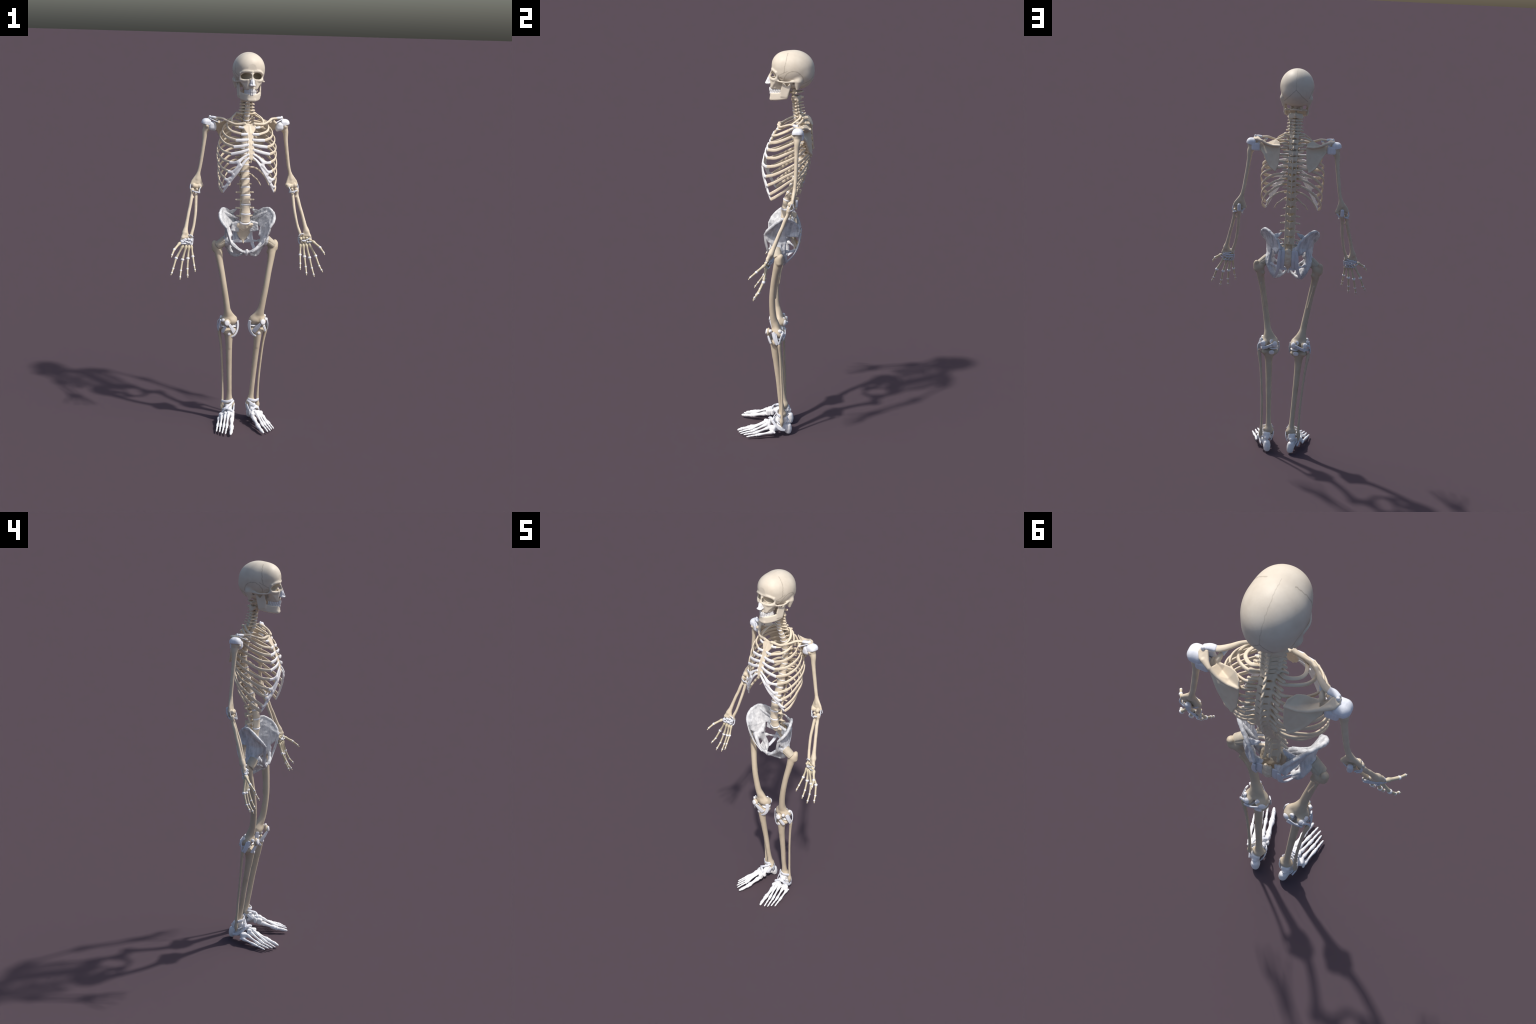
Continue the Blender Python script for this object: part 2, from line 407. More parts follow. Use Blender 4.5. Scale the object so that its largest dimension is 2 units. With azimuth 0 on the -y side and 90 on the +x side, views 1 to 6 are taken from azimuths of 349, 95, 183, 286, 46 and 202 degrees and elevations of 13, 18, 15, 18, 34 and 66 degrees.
# =================================================================== SPINE
# disc centres (y, z), half width, from C2/3 down to L5/S1
DISC = [(.058, 1.7615, .0112), (.059, 1.745, .0116), (.061, 1.729, .0121), (.063, 1.713, .0126), (.067, 1.696, .0135), (.072, 1.679, .0146),
        (.083, 1.656, .0165), (.092, 1.633, .0178), (.100, 1.609, .0190), (.106, 1.583, .0190), (.111, 1.557, .0190), (.1135, 1.531, .0195),
        (.1120, 1.502, .0203), (.107, 1.473, .0211), (.100, 1.446, .0220), (.0935, 1.417, .0232), (.085, 1.383, .0237), (.0715, 1.345, .0240),
        (.0575, 1.303, .0243), (.043, 1.264, .0252), (.0345, 1.217, .0250), (.034, 1.168, .0252), (.041, 1.121, .0275)]
TIP = {2: (.104, 1.782), 3: (.107, 1.757), 4: (.109, 1.741), 5: (.114, 1.730), 6: (.115, 1.715), 7: (.119, 1.702), 8: (.133, 1.683), 9: (.141, 1.655),
       10: (.149, 1.625), 11: (.155, 1.594), 12: (.159, 1.560), 13: (.160, 1.523), 14: (.158, 1.489), 15: (.154, 1.455), 16: (.148, 1.427),
       17: (.138, 1.399), 18: (.126, 1.366), 19: (.119, 1.333), 20: (.113, 1.305), 21: (.102, 1.264), 22: (.098, 1.226), 23: (.096, 1.187), 24: (.098, 1.158)}

def local_frame(u, l):
    u, l = A(u[:2]), A(l[:2]); a = unit(u - l); f = A([-a[1], a[0]])
    return (u + l) / 2, a, f, np.linalg.norm(u - l)

def to_world(V, c, a, f):
    return np.stack([V[:, 0], c[0] + V[:, 1] * f[0] + V[:, 2] * a[0], c[1] + V[:, 1] * f[1] + V[:, 2] * a[1]], 1)

def vertebra(number, up, low):
    c, a, f, H = local_frame(up, low); R = (up[2] + low[2]) / 2
    neck, lumbar = number <= 7, number >= 20
    gap = .0034 if neck else (.0085 if lumbar else (.0042 if number < 15 else .006)); hb = H - gap
    dep = .74 if neck else (.80 if not lumbar else .74); B = dep * R
    def body(P):
        w = 1 - (.05 if neck else .11) * (1 - np.clip(2 * P[..., 2] / hb, -1, 1) ** 2)
        q = (np.sqrt((P[..., 0] / (R * w)) ** 2 + (P[..., 1] / (B * w)) ** 2) - 1) * B
        v = np.abs(P[..., 2]) - hb / 2
        e = np.stack([np.maximum(q + .0015, 0), np.maximum(v + .0015, 0)], -1)
        return np.linalg.norm(e, axis=-1) + np.minimum(np.maximum(q + .0015, v + .0015), 0) - .0015
    ty, tz = TIP[number]; d = A([ty, tz]) - c; tip = A([0, d @ f, d @ a])
    lo = A([-.056, min(tip[1], -.04) - .012, min(tip[2], -.035) - .012]); hi = A([.056, R + .004, max(.035, tip[2] + .012)])
    g = Field(lo, hi, .0019)
    g.add(Solid(body, A([-R, -B, -hb / 2]), A([R, B, hb / 2])), 0)
    lam = -B - (.0215 if neck else .0205)                       # lamina depth on the midline
    xs = (.0255 if number < 7 else .024) if neck else (.0185 if not lumbar else .0225)      # pillar half distance
    py = -B - (.007 if neck else .010)
    for s in (1, -1):
        m = A([s, 1, 1])
        g.add(rod(A((.55 * R, -.7 * B, .12 * hb)) * m, A((xs * .85, py, .1 * hb)) * m, .005 if not neck else .004, .0055 if not neck else .005), .004)
        reach = (.10 if neck else .44) * H
        g.add(rod(A((xs, py - .001, reach)) * m, A((xs * .95, py - .006, -reach)) * m, .0068 if neck else .0046), .003)
        V = dict(a=(xs * .9, py - .003, .26 * H, .003), b=(xs * .75, py - .006, -(.27 if neck else .38) * H, .0026), c=(0, lam, .12 * H, .0026), d=(0, lam - .003, -(.30 if neck else .36) * H, .0026))
        V = {k: tuple(A(v[:3]) * m) + (v[3],) for k, v in V.items()}
        g.add(sheet(V, 'a b c,b c d'), .003)
        if neck:
            w = {3: .0345, 4: .0365, 5: .0365, 6: .040, 7: .0465}[number]
            g.add(rod(A((.8 * R, .1 * B, -.1 * hb)) * m, A((w, py + .004, -.25 * hb)) * m, .0032, .0034), .003)
            g.add(rod(A((xs, py, 0)) * m, A((w, py + .003, -.2 * hb)) * m, .004, .0036), .003)
        elif lumbar:
            w = {20: .036, 21: .0455, 22: .047, 23: .0465, 24: .042}[number]
            g.add(rod(A((xs, py + .004, .05 * hb)) * m, A((w, py - .004, .06 * hb)) * m, .0055, .0044), .004)
        else:
            k = number - 8; w = [.047, .047, .046, .046, .045, .045, .044, .043, .042, .038, .031, .027][k]
            back = [.030, .029, .028, .028, .028, .028, .027, .026, .024, .020, .012, .010][k]
            g.add(rod(A((xs, py, .1 * hb)) * m, A((w, -B - back + .005, .12 * H)) * m, .0052, .005), .004)
    st = A([0, lam + .004, -.05 * H])
    if neck:
        if number == 2: g.add(rod(st, tip + A([0, .005, 0]), .006, .006), .004)
        elif number == 7: g.add(rod(st, tip + A([0, .003, 0]), .0042, .0045), .004)
        else:
            for s in (1, -1): g.add(rod(st, tip + A([s * .003, .002, 0]), .0036, .0024), .003)
    else:
        hgt = .012 if lumbar else .0045
        V = dict(a=tuple(st + A([0, 0, hgt * .8])) + (.0032,), b=tuple(st - A([0, 0, hgt * 1.0])) + (.0032,), c=tuple(tip + A([0, .003, hgt * .9])) + (.0030,), d=tuple(tip + A([0, .003, -hgt * .7])) + (.0034,))
        g.add(sheet(V, 'a b c,b c d'), .003)
    V, F = g.surface(1)
    return to_world(V, c, a, f), F

for i in range(len(DISC) - 1):
    build('vertebra', vertebra(i + 3, DISC[i], DISC[i + 1]), BONE)

def axis_and_atlas():
    f = Field((-.045, .035, 1.745), (.045, .118, 1.812), .0018)
    f.add(rod((0, .057, 1.765), (0, .055, 1.779), .0105, .009), 0)
    f.add(rod((0, .054, 1.779), (0, .053, 1.802), .006, .005), .004)
    for s in (1, -1):
        m = A([s, 1, 1])
        f.add(rod(A((.010, .056, 1.777)) * m, A((.022, .060, 1.778)) * m, .008, .009), .004)
        f.add(rod(A((.024, .062, 1.774)) * m, A((.037, .068, 1.768)) * m, .006, .0045), .003)
        f.add(rod(A((.026, .070, 1.776)) * m, A((.028, .078, 1.764)) * m, .0085, .0075), .004)
        f.add(rod(A((.022, .066, 1.776)) * m, A((.019, .080, 1.764)) * m, .0065), .004)
        V = dict(a=(.030, .074, 1.780, .005), b=(.028, .080, 1.765, .005), c=(0, .089, 1.786, .004), d=(0, .092, 1.770, .004))
        f.add(sheet({k: tuple(A(v[:3]) * m) + (v[3],) for k, v in V.items()}, 'a b c,b c d'), .004)
    f.add(rod((0, .085, 1.780), (0, .100, 1.779), .0065, .007), .004)
    build('vertebra', f.surface(1), BONE)
    g = Field((-.055, .035, 1.785), (.055, .112, 1.822), .0018)
    ring = [(0, .043, 1.799), (.016, .047, 1.800), (.024, .060, 1.801), (.022, .080, 1.803), (.012, .096, 1.806), (0, .1005, 1.807)]
    for s in (1, -1):
        m = A([s, 1, 1])
        g.add(rods(A(ring) * m, [.0045, .0045, .006, .0042, .004, .0042]), .003)
        g.add(ellipsoid(A((.024, .061, 1.804)) * m, (.009, .012, .009)), .004)
        g.add(rod(A((.026, .064, 1.802)) * m, A((.0495, .072, 1.803)) * m, .0058, .0055), .004)
        g.add(ellipsoid(A((.020, .060, 1.815)) * m, (.008, .012, .007)), .003)
    build('vertebra', g.surface(1), BONE)
axis_and_atlas()

def disc(i):
    y, z, R = DISC[i]
    p = DISC[max(i - 1, 0)]; q = DISC[min(i + 1, len(DISC) - 1)]
    a = unit(A(p[:2]) - A(q[:2])); f = A([-a[1], a[0]])
    if i == len(DISC) - 1: a = unit(A([-.42, .91])); f = A([-a[1], a[0]])
    n = i + 2; neck, lumbar = n < 7, n >= 19
    t = .0034 if neck else (.0085 if lumbar else (.0042 if n < 14 else .006)); t *= 1.05
    dep = .74 if neck else (.80 if not lumbar else .74)
    prof = [(0, -.5), (.93, -.5), (1.0, -.36), (1.03, 0), (1.0, .36), (.93, .5), (0, .5)]
    seg = 36; V, F = [], []
    for r, u in prof:
        for k in range(seg):
            th = 2 * math.pi * k / seg; V.append((max(r, .01) * R * 1.01 * math.cos(th), max(r, .01) * R * dep * 1.01 * math.sin(th), u * t))
    for j in range(len(prof) - 1):
        for k in range(seg): F.append([j * seg + k, j * seg + (k + 1) % seg, (j + 1) * seg + (k + 1) % seg, (j + 1) * seg + k])
    return to_world(A(V), A([y, z]), a, f), F
for i in range(len(DISC)):
    build('intervertebral_disc', disc(i), CART)

# =================================================================== SACRUM
def make_sacrum():
    f = Field((-.045, .02, .990), (.045, .135, 1.150), .002)
    for s in (1, -1):
        m = A([s, 1, 1])
        V = dict(a=(0, .045, 1.108, .012), b=(.034, .052, 1.108, .012), c=(0, .078, 1.07, .011), d=(.030, .080, 1.072, .011), e=(0, .098, 1.035, .008), g=(.018, .096, 1.035, .007), h=(0, .094, 1.015, .005), i=(.006, .094, 1.015, .004))
        f.add(sheet({k: tuple(A(v[:3]) * m) + (v[3],) for k, v in V.items()}, 'a b c,b c d,c d e,d e g,e g h,g h i'), .006)
        f.add(rod(A((.020, .068, 1.128)) * m, A((.024, .082, 1.108)) * m, .007, .006), .005)
        f.add(rods(A([(.008, .110, 1.105), (.010, .114, 1.07), (.009, .110, 1.04), (.006, .102, 1.022)]) * m, [.007, .007, .006, .005]), .006)
        for y, z in ((.058, 1.078), (.075, 1.054)):
            f.cut(ball(A((.021, y, z)) * m, .0042), .002)
    f.add(rod((0, .042, 1.116), (0, .050, 1.098), .019, .018), .006)
    f.add(rods([(0, .112, 1.112), (0, .117, 1.098), (0, .114, 1.085), (0, .1185, 1.072), (0, .114, 1.058), (0, .115, 1.045), (0, .106, 1.025)], [.0045, .0065, .005, .0062, .005, .0055, .0045]), .006)
    f.roughen(.0007, .016, 8)
    f.add(rods([(0, .096, 1.020), (0, .094, 1.010), (0, .085, 1.000)], [.007, .005, .003]), .004)
    f.cut(rod((0, .100, 1.128), (0, .094, 1.108), .009, .006), .003)
    return f.surface()
sacrum = build('sacrum', make_sacrum(), BONE)

# =================================================================== RIBS
# measured spines of the ribs; the two sides differ by a few millimetres
RIB_LEFT = {
1: [(0.0170, 0.0805, 1.6808), (0.0407, 0.0971, 1.6932), (0.0582, 0.0916, 1.6825), (0.0761, 0.0737, 1.6686), (0.0835, 0.0508, 1.6528), (0.0784, 0.0259, 1.6413), (0.0703, 0.0049, 1.6284), (0.0549, -0.0089, 1.6251)],
2: [(0.0204, 0.0906, 1.6580), (0.0428, 0.1089, 1.6768), (0.0708, 0.0987, 1.6644), (0.0984, 0.0726, 1.6456), (0.1085, 0.0343, 1.6245), (0.0921, -0.0074, 1.6045), (0.0465, -0.0356, 1.5916)],
3: [(0.0173, 0.1008, 1.6377), (0.0436, 0.1250, 1.6463), (0.0742, 0.1193, 1.6403), (0.1061, 0.0979, 1.6275), (0.1264, 0.0659, 1.6082), (0.1290, 0.0272, 1.5888), (0.1112, -0.0118, 1.5713), (0.0747, -0.0416, 1.5617)],
4: [(0.0155, 0.1090, 1.6129), (0.0420, 0.1344, 1.6241), (0.0749, 0.1338, 1.6172), (0.1099, 0.1128, 1.6020), (0.1371, 0.0794, 1.5804), (0.1437, 0.0364, 1.5597), (0.1254, -0.0095, 1.5371), (0.0870, -0.0505, 1.5285)],
5: [(0.0174, 0.1156, 1.5843), (0.0445, 0.1408, 1.5929), (0.0779, 0.1403, 1.5867), (0.1124, 0.1196, 1.5683), (0.1384, 0.0838, 1.5434), (0.1510, 0.0378, 1.5230), (0.1349, -0.0091, 1.5001), (0.1001, -0.0530, 1.4922)],
6: [(0.0189, 0.1204, 1.5565), (0.0468, 0.1457, 1.5598), (0.0839, 0.1449, 1.5544), (0.1221, 0.1239, 1.5383), (0.1480, 0.0878, 1.5125), (0.1534, 0.0377, 1.4858), (0.1371, -0.0127, 1.4612), (0.1021, -0.0556, 1.4488)],
7: [(0.0200, 0.1233, 1.5285), (0.0483, 0.1481, 1.5315), (0.0870, 0.1486, 1.5229), (0.1265, 0.1261, 1.5052), (0.1519, 0.0875, 1.4781), (0.1555, 0.0348, 1.4460), (0.1425, -0.0167, 1.4184), (0.1111, -0.0547, 1.4027)],
8: [(0.0194, 0.1214, 1.4981), (0.0475, 0.1454, 1.4987), (0.0806, 0.1388, 1.4927), (0.1163, 0.1163, 1.4720), (0.1449, 0.0872, 1.4407), (0.1532, 0.0416, 1.4151), (0.1498, -0.0045, 1.3860), (0.1274, -0.0441, 1.3624)],
9: [(0.0197, 0.1169, 1.4711), (0.0474, 0.1404, 1.4702), (0.0772, 0.1362, 1.4597), (0.1076, 0.1211, 1.4385), (0.1364, 0.0991, 1.4127), (0.1493, 0.0580, 1.3859), (0.1522, 0.0133, 1.3528), (0.1363, -0.0310, 1.3203)],
10: [(0.0201, 0.1092, 1.4445), (0.0488, 0.1335, 1.4413), (0.0784, 0.1308, 1.4268), (0.1061, 0.1090, 1.4017), (0.1312, 0.0762, 1.3711), (0.1444, 0.0381, 1.3397), (0.1484, 0.0005, 1.3131), (0.1368, -0.0262, 1.2945)],
11: [(0.0190, 0.1026, 1.4073), (0.0598, 0.1159, 1.3995), (0.0880, 0.1093, 1.3805), (0.1092, 0.0848, 1.3526), (0.1229, 0.0471, 1.3155)],
12: [(0.0192, 0.0942, 1.3748), (0.0381, 0.1039, 1.3659), (0.0534, 0.1039, 1.3525), (0.0699, 0.0921, 1.3380), (0.0837, 0.0704, 1.3113)]}
RIB_RIGHT = {   # given mirrored to +x
1: [(0.0190, 0.0820, 1.6800), (0.0430, 0.0990, 1.6930), (0.0590, 0.0920, 1.6830), (0.0760, 0.0740, 1.6680), (0.0830, 0.0510, 1.6530), (0.0790, 0.0260, 1.6410), (0.0700, 0.0050, 1.6290), (0.0550, -0.0090, 1.6250)],
2: [(0.0188, 0.0927, 1.6564), (0.0407, 0.1116, 1.6745), (0.0696, 0.0984, 1.6657), (0.0974, 0.0721, 1.6480), (0.1074, 0.0334, 1.6257), (0.0916, -0.0075, 1.6051), (0.0455, -0.0363, 1.5932)],
3: [(0.0190, 0.1021, 1.6329), (0.0450, 0.1261, 1.6439), (0.0749, 0.1201, 1.6399), (0.1059, 0.0982, 1.6268), (0.1259, 0.0664, 1.6077), (0.1269, 0.0272, 1.5888), (0.1104, -0.0125, 1.5721), (0.0749, -0.0431, 1.5626)],
4: [(0.0189, 0.1100, 1.6083), (0.0449, 0.1350, 1.6224), (0.0768, 0.1341, 1.6186), (0.1107, 0.1131, 1.6039), (0.1355, 0.0791, 1.5835), (0.1403, 0.0345, 1.5639), (0.1232, -0.0112, 1.5410), (0.0861, -0.0510, 1.5303)],
5: [(0.0190, 0.1159, 1.5811), (0.0460, 0.1409, 1.5912), (0.0790, 0.1399, 1.5872), (0.1131, 0.1188, 1.5694), (0.1391, 0.0828, 1.5456), (0.1499, 0.0365, 1.5253), (0.1342, -0.0105, 1.5025), (0.0992, -0.0537, 1.4933)],
6: [(0.0188, 0.1208, 1.5530), (0.0467, 0.1457, 1.5580), (0.0836, 0.1446, 1.5540), (0.1213, 0.1233, 1.5380), (0.1475, 0.0864, 1.5131), (0.1539, 0.0379, 1.4857), (0.1377, -0.0119, 1.4618), (0.1039, -0.0550, 1.4505)],
7: [(0.0183, 0.1228, 1.5277), (0.0461, 0.1477, 1.5286), (0.0847, 0.1476, 1.5214), (0.1231, 0.1242, 1.5045), (0.1490, 0.0848, 1.4796), (0.1536, 0.0338, 1.4472), (0.1401, -0.0152, 1.4186), (0.1088, -0.0541, 1.4032)],
8: [(0.0189, 0.1207, 1.5006), (0.0467, 0.1448, 1.5002), (0.0793, 0.1380, 1.4944), (0.1137, 0.1148, 1.4741), (0.1397, 0.0828, 1.4453), (0.1511, 0.0375, 1.4211), (0.1471, -0.0064, 1.3897), (0.1261, -0.0449, 1.3641)],
9: [(0.0201, 0.1158, 1.4735), (0.0472, 0.1393, 1.4715), (0.0767, 0.1347, 1.4619), (0.1059, 0.1182, 1.4414), (0.1330, 0.0939, 1.4171), (0.1477, 0.0550, 1.3889), (0.1499, 0.0119, 1.3550), (0.1349, -0.0329, 1.3214)],
10: [(0.0194, 0.1094, 1.4429), (0.0478, 0.1337, 1.4391), (0.0773, 0.1310, 1.4248), (0.1055, 0.1089, 1.4009), (0.1309, 0.0762, 1.3709), (0.1456, 0.0382, 1.3403), (0.1471, 0.0014, 1.3132), (0.1352, -0.0256, 1.2941)],
11: [(0.0186, 0.1033, 1.4088), (0.0587, 0.1173, 1.3981), (0.0875, 0.1114, 1.3786), (0.1090, 0.0873, 1.3506), (0.1265, 0.0501, 1.3153)],
12: [(0.0185, 0.0951, 1.3753), (0.0364, 0.1052, 1.3652), (0.0523, 0.1052, 1.3511), (0.0691, 0.0932, 1.3359), (0.0833, 0.0712, 1.3102)]}
RIB = RIB_LEFT
def rib(k, table):
    P = A(table[k]); n = len(P)
    out = P - A([0, .05, 0]); out[:, 2] = 0; out = unit(out)          # outward, horizontal
    tall = {1: .0030, 2: .0062, 11: .0052, 12: .0044}.get(k, .0074); thin = {1: .0056, 2: .0042}.get(k, .0036)
    up = np.tile([0, 0, 1.], (n, 1))
    if k <= 2: up = up + out * {1: .15, 2: -.35}[k]
    prof = []
    for i in range(n):
        t = i / (n - 1); s = .80 if i == 0 else 1.0
        a = thin * (1.15 if t < .3 and k > 2 else 1.0); b = tall * (.74 + .30 * t if k > 1 else 1.0)
        if k >= 11: a *= 1 - .35 * t; b *= 1.25 - .62 * t
        prof.append((a * s, b * s))
    return sweep(P, prof, up=up, seg=16, samples=64, power=2.5, cap=.4)
for k in RIB_LEFT:
    build('rib', rib(k, RIB_LEFT), BONE); build('rib', mirrored(rib(k, RIB_RIGHT)), BONE)

# costal cartilages
STERN = {1: (.034, -.016, 1.623), 2: (.0165, -.0355, 1.592), 3: (.0145, -.047, 1.565), 4: (.0145, -.059, 1.541), 5: (.0155, -.068, 1.517), 6: (.0170, -.0755, 1.493), 7: (.0140, -.0795, 1.475)}
def cartilage(k):
    e = A(RIB[k][-1]); s = A(STERN[k]); d = unit(A(RIB[k][-1]) - A(RIB[k][-2]))
    L = np.linalg.norm(s - e); m = (e + s) / 2 + d * L * .09
    a = .0046; b = {1: .0062, 2: .0072}.get(k, .0080)
    pts = [e + d * .0005, m, s - A([.004, 0, 0])]
    return sweep(pts, [(a, b), (a, b), (a, b * .85)], seg=16, samples=24, power=2.6, cap=.3)
for k in range(1, 6): pair('costal_cartilage', cartilage(k), CART)

def ribbon(pts, widths, normal, t, per=4):
    """Flat strap as slabs: half widths along the path, facing the given direction."""
    P = smooth_curve(pts, (len(pts) - 1) * per + 1); W = smooth_curve(A(widths, float)[:, None], len(P))
    T = unit(np.gradient(P, axis=0)); D = unit(np.cross(T, np.tile(unit(A(normal, float)), (len(P), 1)))) * np.maximum(W - t, .0004)
    a, b = P - D, P + D; out = []
    for i in range(len(P) - 1):
        out += [plate(a[i], b[i], a[i + 1], t), plate(b[i], a[i + 1], b[i + 1], t)]
    return out

def cartilage_arch():
    """Joined cartilages of ribs six to ten: one branching margin."""
    f = Field((.004, -.095, 1.282), (.146, -.015, 1.505), .0018); N = (.45, -.9, .0)
    def add(p, w, n=N): f.add(ribbon(p, w, n, .0034), .005)
    add([(.133, -.026, 1.293), (.119, -.040, 1.322), (.104, -.052, 1.352), (.088, -.063, 1.378), (.068, -.074, 1.407), (.046, -.080, 1.441), (.028, -.0805, 1.463), (.012, -.078, 1.476)], [.0042, .0070, .0095, .0095, .0088, .0076, .0062, .0054])
    add([(.106, -.055, 1.450), (.085, -.066, 1.450), (.064, -.077, 1.457), (.040, -.0765, 1.478), (.013, -.0755, 1.494)], [.0076, .0068, .0095, .0060, .0055])
    add([(.066, -.076, 1.455), (.056, -.079, 1.434)], [.0090, .0075])
    add([(.113, -.055, 1.403), (.092, -.065, 1.404), (.073, -.0745, 1.424), (.060, -.078, 1.442)], [.0074, .0066, .0060, .0085])
    add([(.097, -.063, 1.400), (.087, -.065, 1.386)], [.0065, .0060])
    add([(.129, -.043, 1.363), (.115, -.051, 1.362), (.101, -.056, 1.371)], [.0070, .0062, .0075])
    add([(.117, -.049, 1.358), (.107, -.052, 1.346)], [.0060, .0065])
    add([(.138, -.031, 1.321), (.128, -.037, 1.322), (.115, -.045, 1.334)], [.0062, .0055, .0060])
    return f.surface()
pair('costal_cartilage', cartilage_arch(), CART)

# =================================================================== STERNUM
def make_sternum():
    f = Field((-.042, -.092, 1.440), (.042, .004, 1.655), .0018)
    for s in (1, -1):
        V = dict(n=(0, -.006, 1.634, .0055), c=(.019, -.006, 1.640, .0055), l=(.031, -.012, 1.625, .0052), w=(.016, -.026, 1.600, .005), b=(.0125, -.031, 1.594, .005), m=(0, -.031, 1.594, .005))
        V = {k: tuple(A(v[:3]) * A([s, 1, 1])) + (v[3],) for k, v in V.items()}
        f.add(sheet(V, 'n c l,n l w,n w m,w b m'), .003)
        rows = [(.0125, -.0318, 1.5925), (.0112, -.042, 1.565), (.0118, -.0545, 1.541), (.0130, -.0630, 1.517), (.0145, -.0705, 1.493), (.0105, -.0745, 1.474), (.006, -.0755, 1.468)]
        for i in range(len(rows) - 1):
            (x0, y0, z0), (x1, y1, z1) = rows[i], rows[i + 1]
            f.add(plate((0, y0, z0), (s * x0, y0, z0), (0, y1, z1), .005), .002); f.add(plate((s * x0, y0, z0), (0, y1, z1), (s * x1, y1, z1), .005), .002)
    f.add(rod((0, -.0755, 1.467), (0, -.0785, 1.450), .0048, .0022), .002)
    f.cut(rod((-.03, -.0375, 1.5935), (.03, -.0375, 1.5935), .0009), .0012)
    for z, y in ((1.552, -.0545), (1.528, -.0640), (1.503, -.0720)):
        f.cut(rod((-.02, y - .0040, z), (.02, y - .0040, z), .0008), .003)
    return f.surface(1)
build('sternum', make_sternum(), BONE)

# =================================================================== SHOULDER
pair('clavicle', sweep([(.0245, -.010, 1.643), (.036, -.006, 1.642), (.073, .003, 1.640), (.107, .028, 1.652), (.128, .056, 1.663), (.150, .074, 1.665), (.172, .080, 1.664)],
     [(.0078, .0078), (.0072, .0070), (.0060, .0060), (.0062, .0056), (.0082, .0054), (.0098, .0052), (.0098, .0050)], seg=18, samples=60), BONE)

def make_scapula():
    f = Field((.055, .04, 1.505), (.208, .175, 1.690), .0018)
    t = .0019
    V = dict(sa=(.0690, .135, 1.650, .0024), sb=(.086, .117, 1.658, t), sc=(.104, .108, 1.653, t), sn=(.122, .103, 1.643, .0022), rt=(.0655, .1480, 1.634, .0026), m1=(.0660, .1525, 1.594, .0024), m2=(.0695, .1580, 1.548, .0026),
             ia=(.0825, .1590, 1.5155, .0046), l1=(.1100, .1470, 1.5350, .0036), l2=(.1280, .1390, 1.5640, .0040), l3=(.1395, .1310, 1.5890, .0046), l4=(.156, .1150, 1.609, .0055), c1=(.098, .130, 1.637, t), c2=(.098, .138, 1.600, t), c3=(.098, .148, 1.560, t), c4=(.128, .117, 1.622, .0026), ng=(.150, .100, 1.633, .0065))
    f.add(sheet(V, 'sa sb rt,sb c1 rt,sb sc c1,sc sn c1,sn c4 c1,sn ng c4,ng l4 c4,rt m1 c1,m1 c2 c1,m1 m2 c2,m2 c3 c2,m2 ia c3,ia l1 c3,l1 l2 c3,l2 c2 c3,l2 l3 c2,l3 c4 c2,l3 l4 c4,c2 c4 c1'), .004)
    f.add(rods([A(V[k][:3]) + A([0, .002, 0]) for k in ('ia', 'l1', 'l2', 'l3', 'l4')], [.0042, .0042, .0046, .0054, .0062]), .005)          # lateral border ridge
    f.add(ellipsoid((.163, .098, 1.622), (.007, .015, .020)), .008)                                                           # glenoid
    # spine ridge to acromion
    S = dict(r=(.0660, .1495, 1.635, .0030), a1=(.099, .1475, 1.634, .0032), b1=(.098, .132, 1.634, .002), a2=(.128, .1420, 1.641, .0034), b2=(.128, .117, 1.630, .002), a3=(.152, .1330, 1.651, .0040), b3=(.146, .110, 1.638, .003))
    f.add(sheet(S, 'r a1 b1,a1 a2 b1,a2 b2 b1,a2 a3 b2,a3 b3 b2'), .004)
    f.add(rods([S[k][:3] for k in ('r', 'a1', 'a2', 'a3')] + [(.178, .120, 1.659)], [.0036, .0042, .0048, .0055, .0055]), .004)
    W = dict(a=(.155, .1330, 1.653, .0050), b=(.166, .118, 1.658, .0045), c=(.187, .116, 1.657, .0050), d=(.178, .094, 1.665, .0045), e=(.196, .100, 1.660, .0045), g=(.192, .084, 1.664, .0045))
    f.add(sheet(W, 'a b c,b c d,c d e,d e g'), .004)
    # coracoid
    f.add(rods([(.148, .094, 1.642), (.144, .082, 1.650), (.145, .068, 1.648), (.150, .056, 1.642)], [.0085, .0075, .0065, .0068]), .006)
    return f.surface(4)
pair('scapula', make_scapula(), BONE)

def cap_piece(lo, hi, parts, cuts, keep=None, h=.0018):
    f = Field(lo, hi, h)
    for p, k in parts: f.add(p, k)
    for p in cuts: f.cut(p, .0015)
    if keep: f.keep(keep)
    return f.surface(1)
# roof of the shoulder capsule, its front and its back
roof = cap_piece((.165, .055, 1.595), (.24, .135, 1.675), [(block((.2030, .0965, 1.630), (.0295, .0270, .0300), .022), 0)], [],
                 lambda P: np.maximum(np.maximum((1.634 - P[..., 2]) + .25 * (P[..., 0] - .232), .186 - P[..., 0]), np.maximum(.070 - P[..., 1], P[..., 1] - .123)))
pair('shoulder_capsule', roof, CAPS)
front = cap_piece((.15, .05, 1.585), (.215, .10, 1.665), [(block((.1800, .088, 1.622), (.0205, .0215, .0235), .018), 0), (ellipsoid((.168, .088, 1.614), (.013, .018, .019)), .006)], [],
                  lambda P: np.maximum(P[..., 1] - .091, np.maximum(.1565 - P[..., 0], P[..., 0] - .202)))
pair('shoulder_capsule', front, CAPS)
back = cap_piece((.15, .08, 1.585), (.225, .14, 1.665), [(block((.1845, .106, 1.620), (.0215, .0185, .0200), .010), 0)], [],
                 lambda P: .0925 - P[..., 1])
pair('shoulder_capsule', back, CAPS)
